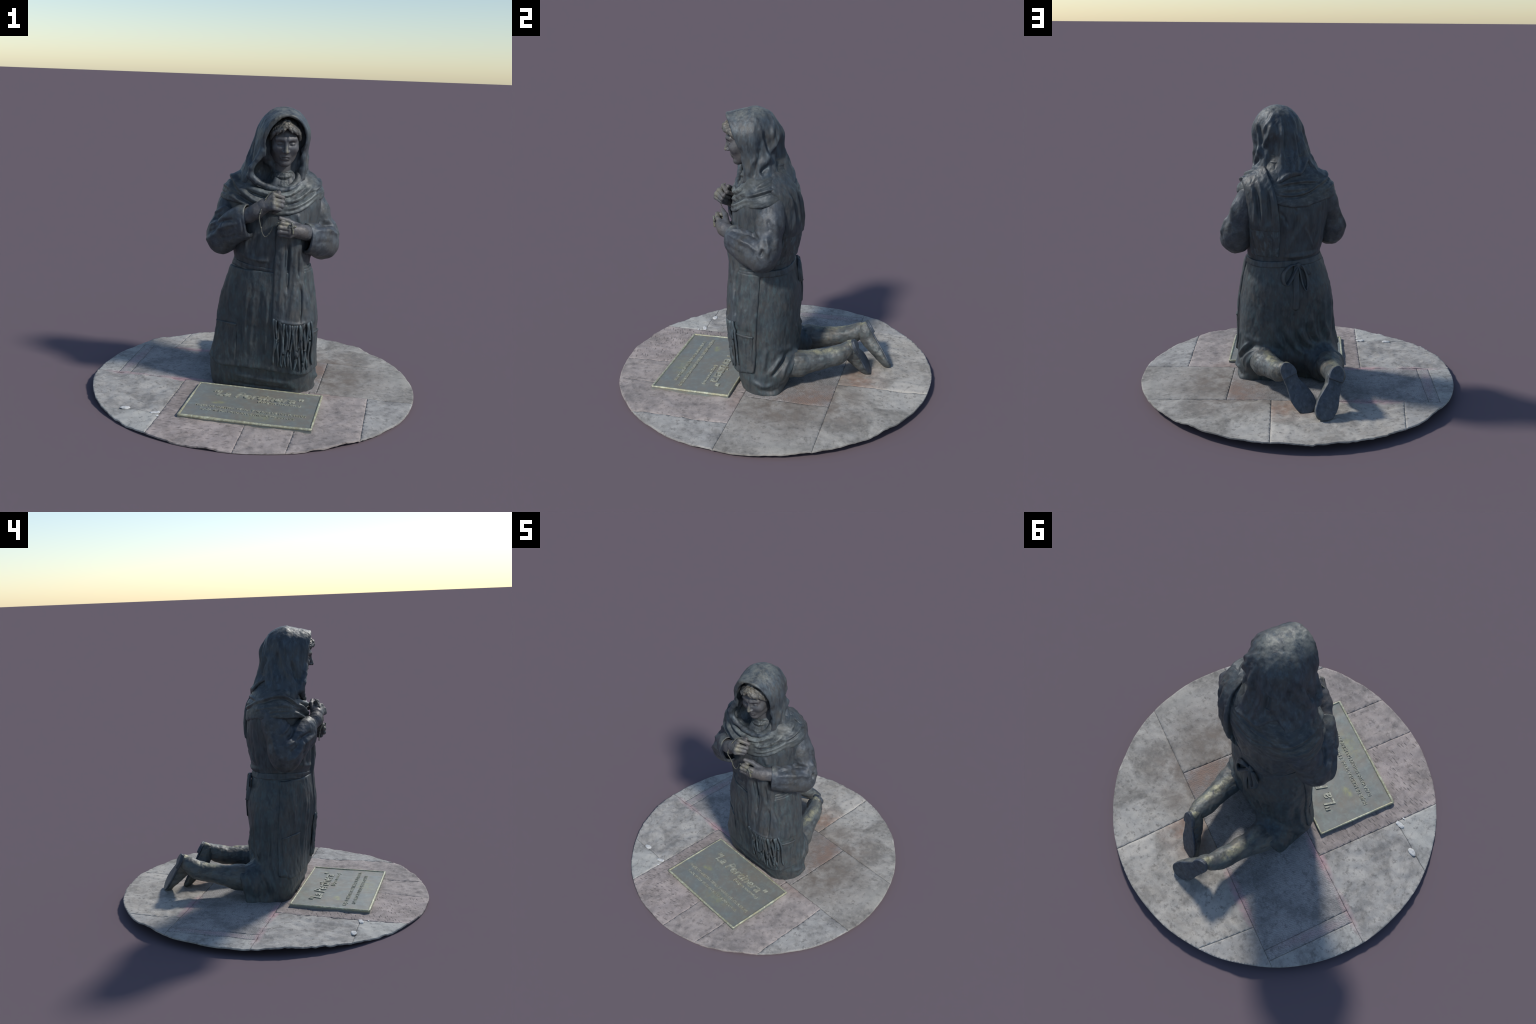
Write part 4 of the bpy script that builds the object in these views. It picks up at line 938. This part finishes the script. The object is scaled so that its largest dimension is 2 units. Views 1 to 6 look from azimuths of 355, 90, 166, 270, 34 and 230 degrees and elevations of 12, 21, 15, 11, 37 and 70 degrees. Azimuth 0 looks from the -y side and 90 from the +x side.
# a line (a,b): left side is -x side for the upward cross joints
SLABS = [
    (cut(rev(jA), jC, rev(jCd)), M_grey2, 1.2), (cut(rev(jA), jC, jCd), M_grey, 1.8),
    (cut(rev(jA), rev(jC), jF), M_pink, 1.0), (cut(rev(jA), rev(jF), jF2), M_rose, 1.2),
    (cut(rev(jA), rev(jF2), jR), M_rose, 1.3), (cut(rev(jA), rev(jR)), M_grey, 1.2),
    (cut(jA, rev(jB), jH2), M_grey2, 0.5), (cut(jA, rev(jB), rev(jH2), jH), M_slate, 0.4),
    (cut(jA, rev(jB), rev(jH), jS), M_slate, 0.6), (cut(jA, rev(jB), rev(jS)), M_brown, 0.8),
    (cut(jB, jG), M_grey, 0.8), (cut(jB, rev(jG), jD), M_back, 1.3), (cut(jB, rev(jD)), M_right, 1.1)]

paving = empty('stone_paving', (0, 0, 0.02))
paving['label'] = 'round cut-out of worn grey and pink stone paving'
paving['category'] = 'paving'

def seg_dist(P, poly):
    d = np.full(len(P), 9.0)
    for i in range(len(poly)):
        a, b = np.array(poly[i]), np.array(poly[(i+1) % len(poly)])
        if math.hypot(*a) > 0.985 and math.hypot(*b) > 0.985: continue      # rim stays crisp
        ab = b-a; L = ab@ab
        if L < 1e-12: continue
        t = np.clip(((P-a)@ab)/L, 0, 1)
        d = np.minimum(d, np.linalg.norm(P-a-t[:, None]*ab, axis=1))
    return d

def relief(P3, rough):
    return 0.003*fbm(P3, 0.16, 2, seed=5) + rough*(0.0026*fbm(P3, 0.06, 3, seed=15) + 0.0020*fbm(P3, 0.025, 3, seed=6))

def slab_mesh(name, poly, mat, rough, inset=0.0035, step=0.0125, thick=0.008, drop=0.0):
    c = np.mean(poly, axis=0); 
    bm = bmesh.new()
    vs = [bm.verts.new((x, y, 0)) for x, y in poly]
    bm.faces.new(vs)
    xs = [v.co.x for v in bm.verts]; ys = [v.co.y for v in bm.verts]
    for lo, hi, nrm in ((min(xs), max(xs), (1, 0, 0)), (min(ys), max(ys), (0, 1, 0))):
        for k in range(math.ceil((lo+1e-4)/step), math.floor((hi-1e-4)/step)+1):
            bmesh.ops.bisect_plane(bm, geom=bm.verts[:]+bm.edges[:]+bm.faces[:], dist=1e-6, plane_co=Vector(nrm)*(k*step), plane_no=nrm)
    bmesh.ops.triangulate(bm, faces=[f for f in bm.faces if len(f.verts) > 4])
    top = bm.faces[:]
    ex = bmesh.ops.extrude_face_region(bm, geom=top)
    low = {v for v in ex['geom'] if isinstance(v, bmesh.types.BMVert)}
    V = np.array([v.co for v in bm.verts]); P = V[:, :2]
    d = seg_dist(P, poly)
    z = ground_z(P[:, 0], P[:, 1]) + relief(V, rough) - drop
    rim = np.hypot(P[:, 0], P[:, 1])
    z += np.where(rim > 0.93, (rim-0.93)/0.07, 0) * 0.006*fbm(V, 0.16, 2, seed=44)
    worn = 0.004 + 0.004*np.clip(fbm(V, 0.06, 2, seed=77), -0.4, 1)
    z -= (0.0022 + 0.0025*np.clip(fbm(V, 0.2, 2, seed=12), -0.6, 1))*np.exp(-(d/np.maximum(worn, 0.003))**2)
    pull = np.clip(1 - d/0.004, 0, 1)
    bm.verts.ensure_lookup_table()
    for i, v in enumerate(bm.verts):
        v.co.z = z[i]
        if v in low: v.co.z -= thick
        v.co.z = max(v.co.z, 0.0)
    bmesh.ops.recalc_face_normals(bm, faces=bm.faces)
    for f in bm.faces: f.smooth = abs(f.normal.z) > 0.3
    me = bpy.data.meshes.new(name); bm.to_mesh(me); bm.free()
    me.materials.append(mat)
    return put(collect(bpy.data.objects.new(name, me)), paving)

def inset(poly, w):
    """shrink towards the inside along interior joints only"""
    out = list(poly)
    n = len(poly)
    for i in range(n):
        a, b = np.array(poly[i]), np.array(poly[(i+1) % n])
        if math.hypot(*a) > 0.985 and math.hypot(*b) > 0.985 and np.linalg.norm(b-a) < 0.06: continue
        if np.linalg.norm(b-a) < 1e-6: continue
        nn = np.array((-(b-a)[1], (b-a)[0])); nn /= np.linalg.norm(nn)
        out = clip_poly(out, tuple(a+nn*w), tuple(b+nn*w))
    return out

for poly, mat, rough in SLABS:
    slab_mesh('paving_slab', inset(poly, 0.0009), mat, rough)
slab_mesh('mortar_bed', [(x*0.99, y*0.99) for x, y in RIM], M_mortar, 0.8, step=0.025, thick=0.003, drop=0.0052)
for i, (x, y, r) in enumerate([(-0.775, -0.432, 0.022), (-0.60, -0.495, 0.020), (-0.585, -0.54, 0.012)]):
    V, F = surface_nets(lambda p: ell(p, (x, y, ground_z(x, y)+0.001), (r*1.5, r*0.8, r*0.22)), (x-0.05, y-0.05, 0), (x+0.05, y+0.05, 0.06), 0.004)
    V = V + normals(V, F)*(0.004*fbm(V, 0.02, 2, seed=i))[:, None]
    mesh_obj('stone_chip', V, F, M_chip, paving)

# ------------------------------------------------------------------ plaque
plaque = empty('bronze_plaque', (-0.05, -0.43, 0.03))
plaque['label'] = 'rectangular weathered bronze plaque with raised rim and lettering'
plaque['category'] = 'plaque'
PO = Vector((-0.338, -0.080, 0)); ux = Vector((0.962, -0.273, 0)).normalized(); uy = Vector((ux.y, -ux.x, 0))   # uy points to the front edge
PW, PH, PT = 0.762, 0.500, 0.017
def plaque_z(u, v):
    q = PO + ux*u + uy*v
    return ground_z(q.x, q.y) + 0.005
def on_plaque(u, v, h):
    q = PO + ux*u + uy*v
    return (q.x, q.y, plaque_z(u, v) + h)
def plate():
    nu, nv = 76, 50
    U, Vv = np.meshgrid(np.linspace(0, PW, nu), np.linspace(0, PH, nv), indexing='ij')
    P = np.array([on_plaque(u, v, PT-0.005) for u, v in zip(U.ravel(), Vv.ravel())])
    P[:, 2] += 0.0015*fbm(P, 0.07, 3, seed=90)
    low = P.copy(); low[:, 2] = np.maximum(low[:, 2] - 0.022, 0.001)
    F = []
    id_ = lambda i, j: i*nv+j
    n = nu*nv
    for i in range(nu-1):
        for j in range(nv-1):
            q = (id_(i, j), id_(i, j+1), id_(i+1, j+1), id_(i+1, j)); F.append(q); F.append(tuple(x+n for x in q[::-1]))
    ring = [id_(i, 0) for i in range(nu)] + [id_(nu-1, j) for j in range(1, nv)] + [id_(i, nv-1) for i in range(nu-2, -1, -1)] + [id_(0, j) for j in range(nv-2, 0, -1)]
    for a, b in zip(ring, ring[1:]+ring[:1]): F.append((a, b, b+n, a+n))
    return np.vstack([P, low]), np.array(F)
V, F = plate()
pl = mesh_obj('plate', V, F, M_plaque, plaque)
bm = bmesh.new(); bm.from_mesh(pl.data); bmesh.ops.recalc_face_normals(bm, faces=bm.faces)
for f in bm.faces: f.smooth = abs(f.normal.z) > 0.5
bm.to_mesh(pl.data); bm.free()
corners = [(0, 0), (PW, 0), (PW, PH), (0, PH)]
for i in range(4):
    a, b = corners[i], corners[(i+1) % 4]
    n = 46; pts = []
    for t in np.linspace(0, 1, n):
        u, v = a[0]+(b[0]-a[0])*t, a[1]+(b[1]-a[1])*t
        inw = 0.004
        u = min(max(u, inw), PW-inw); v = min(max(v, inw), PH-inw)
        pts.append(on_plaque(u, v, PT-0.006))
    rr = (0.0078 if i in (1, 2, 3) else 0.0055) * (1 + 0.16*rng.standard_normal(n).cumsum()/6)
    tube_obj('rim', pts, np.clip(rr, 0.0045, 0.0105), M_rim, plaque, seg=10)

def lettering(txt, u0, u1, v, size, shear=0.0, depth=0.0022):
    cu = bpy.data.curves.new('lettering', 'FONT'); cu.body = txt; cu.size = 1.0; cu.shear = shear; cu.extrude = 0.5; cu.resolution_u = 3; cu.offset = 0.012
    tmp = collect(bpy.data.objects.new('lettering', cu))
    dg = bpy.context.evaluated_depsgraph_get(); dg.update()
    me = bpy.data.meshes.new_from_object(tmp.evaluated_get(dg))
    bpy.data.objects.remove(tmp)
    P = np.array([w.co for w in me.vertices]); w = P[:, 0].max()-P[:, 0].min()
    su = (u1-u0)/w
    for i, vt in enumerate(me.vertices):
        u = u0 + (P[i, 0]-P[:, 0].min())*su; vv = v - P[i, 1]*size
        vt.co = Vector(on_plaque(u, vv, PT-0.0045 + (P[i, 2]+0.2)*depth*2))
    me.materials.clear(); me.materials.append(M_letter)
    o = collect(bpy.data.objects.new('lettering', me)); put(o, plaque); return o
lettering('"La Pertinera"', 0.12, 0.665, 0.168, 0.100, 0.25, 0.0032)
lettering('(virgen morena)', 0.405, 0.66, 0.205, 0.034, 0.2)
lettering('MUJER DE NUESTRA TIERRA Y MADRE DE LOS PUEBLOS', 0.06, 0.71, 0.345, 0.032)
lettering('PLAZA MAYOR SIGLO XX DEL MUNICIPIO SAN LUIS', 0.10, 0.65, 0.395, 0.030)
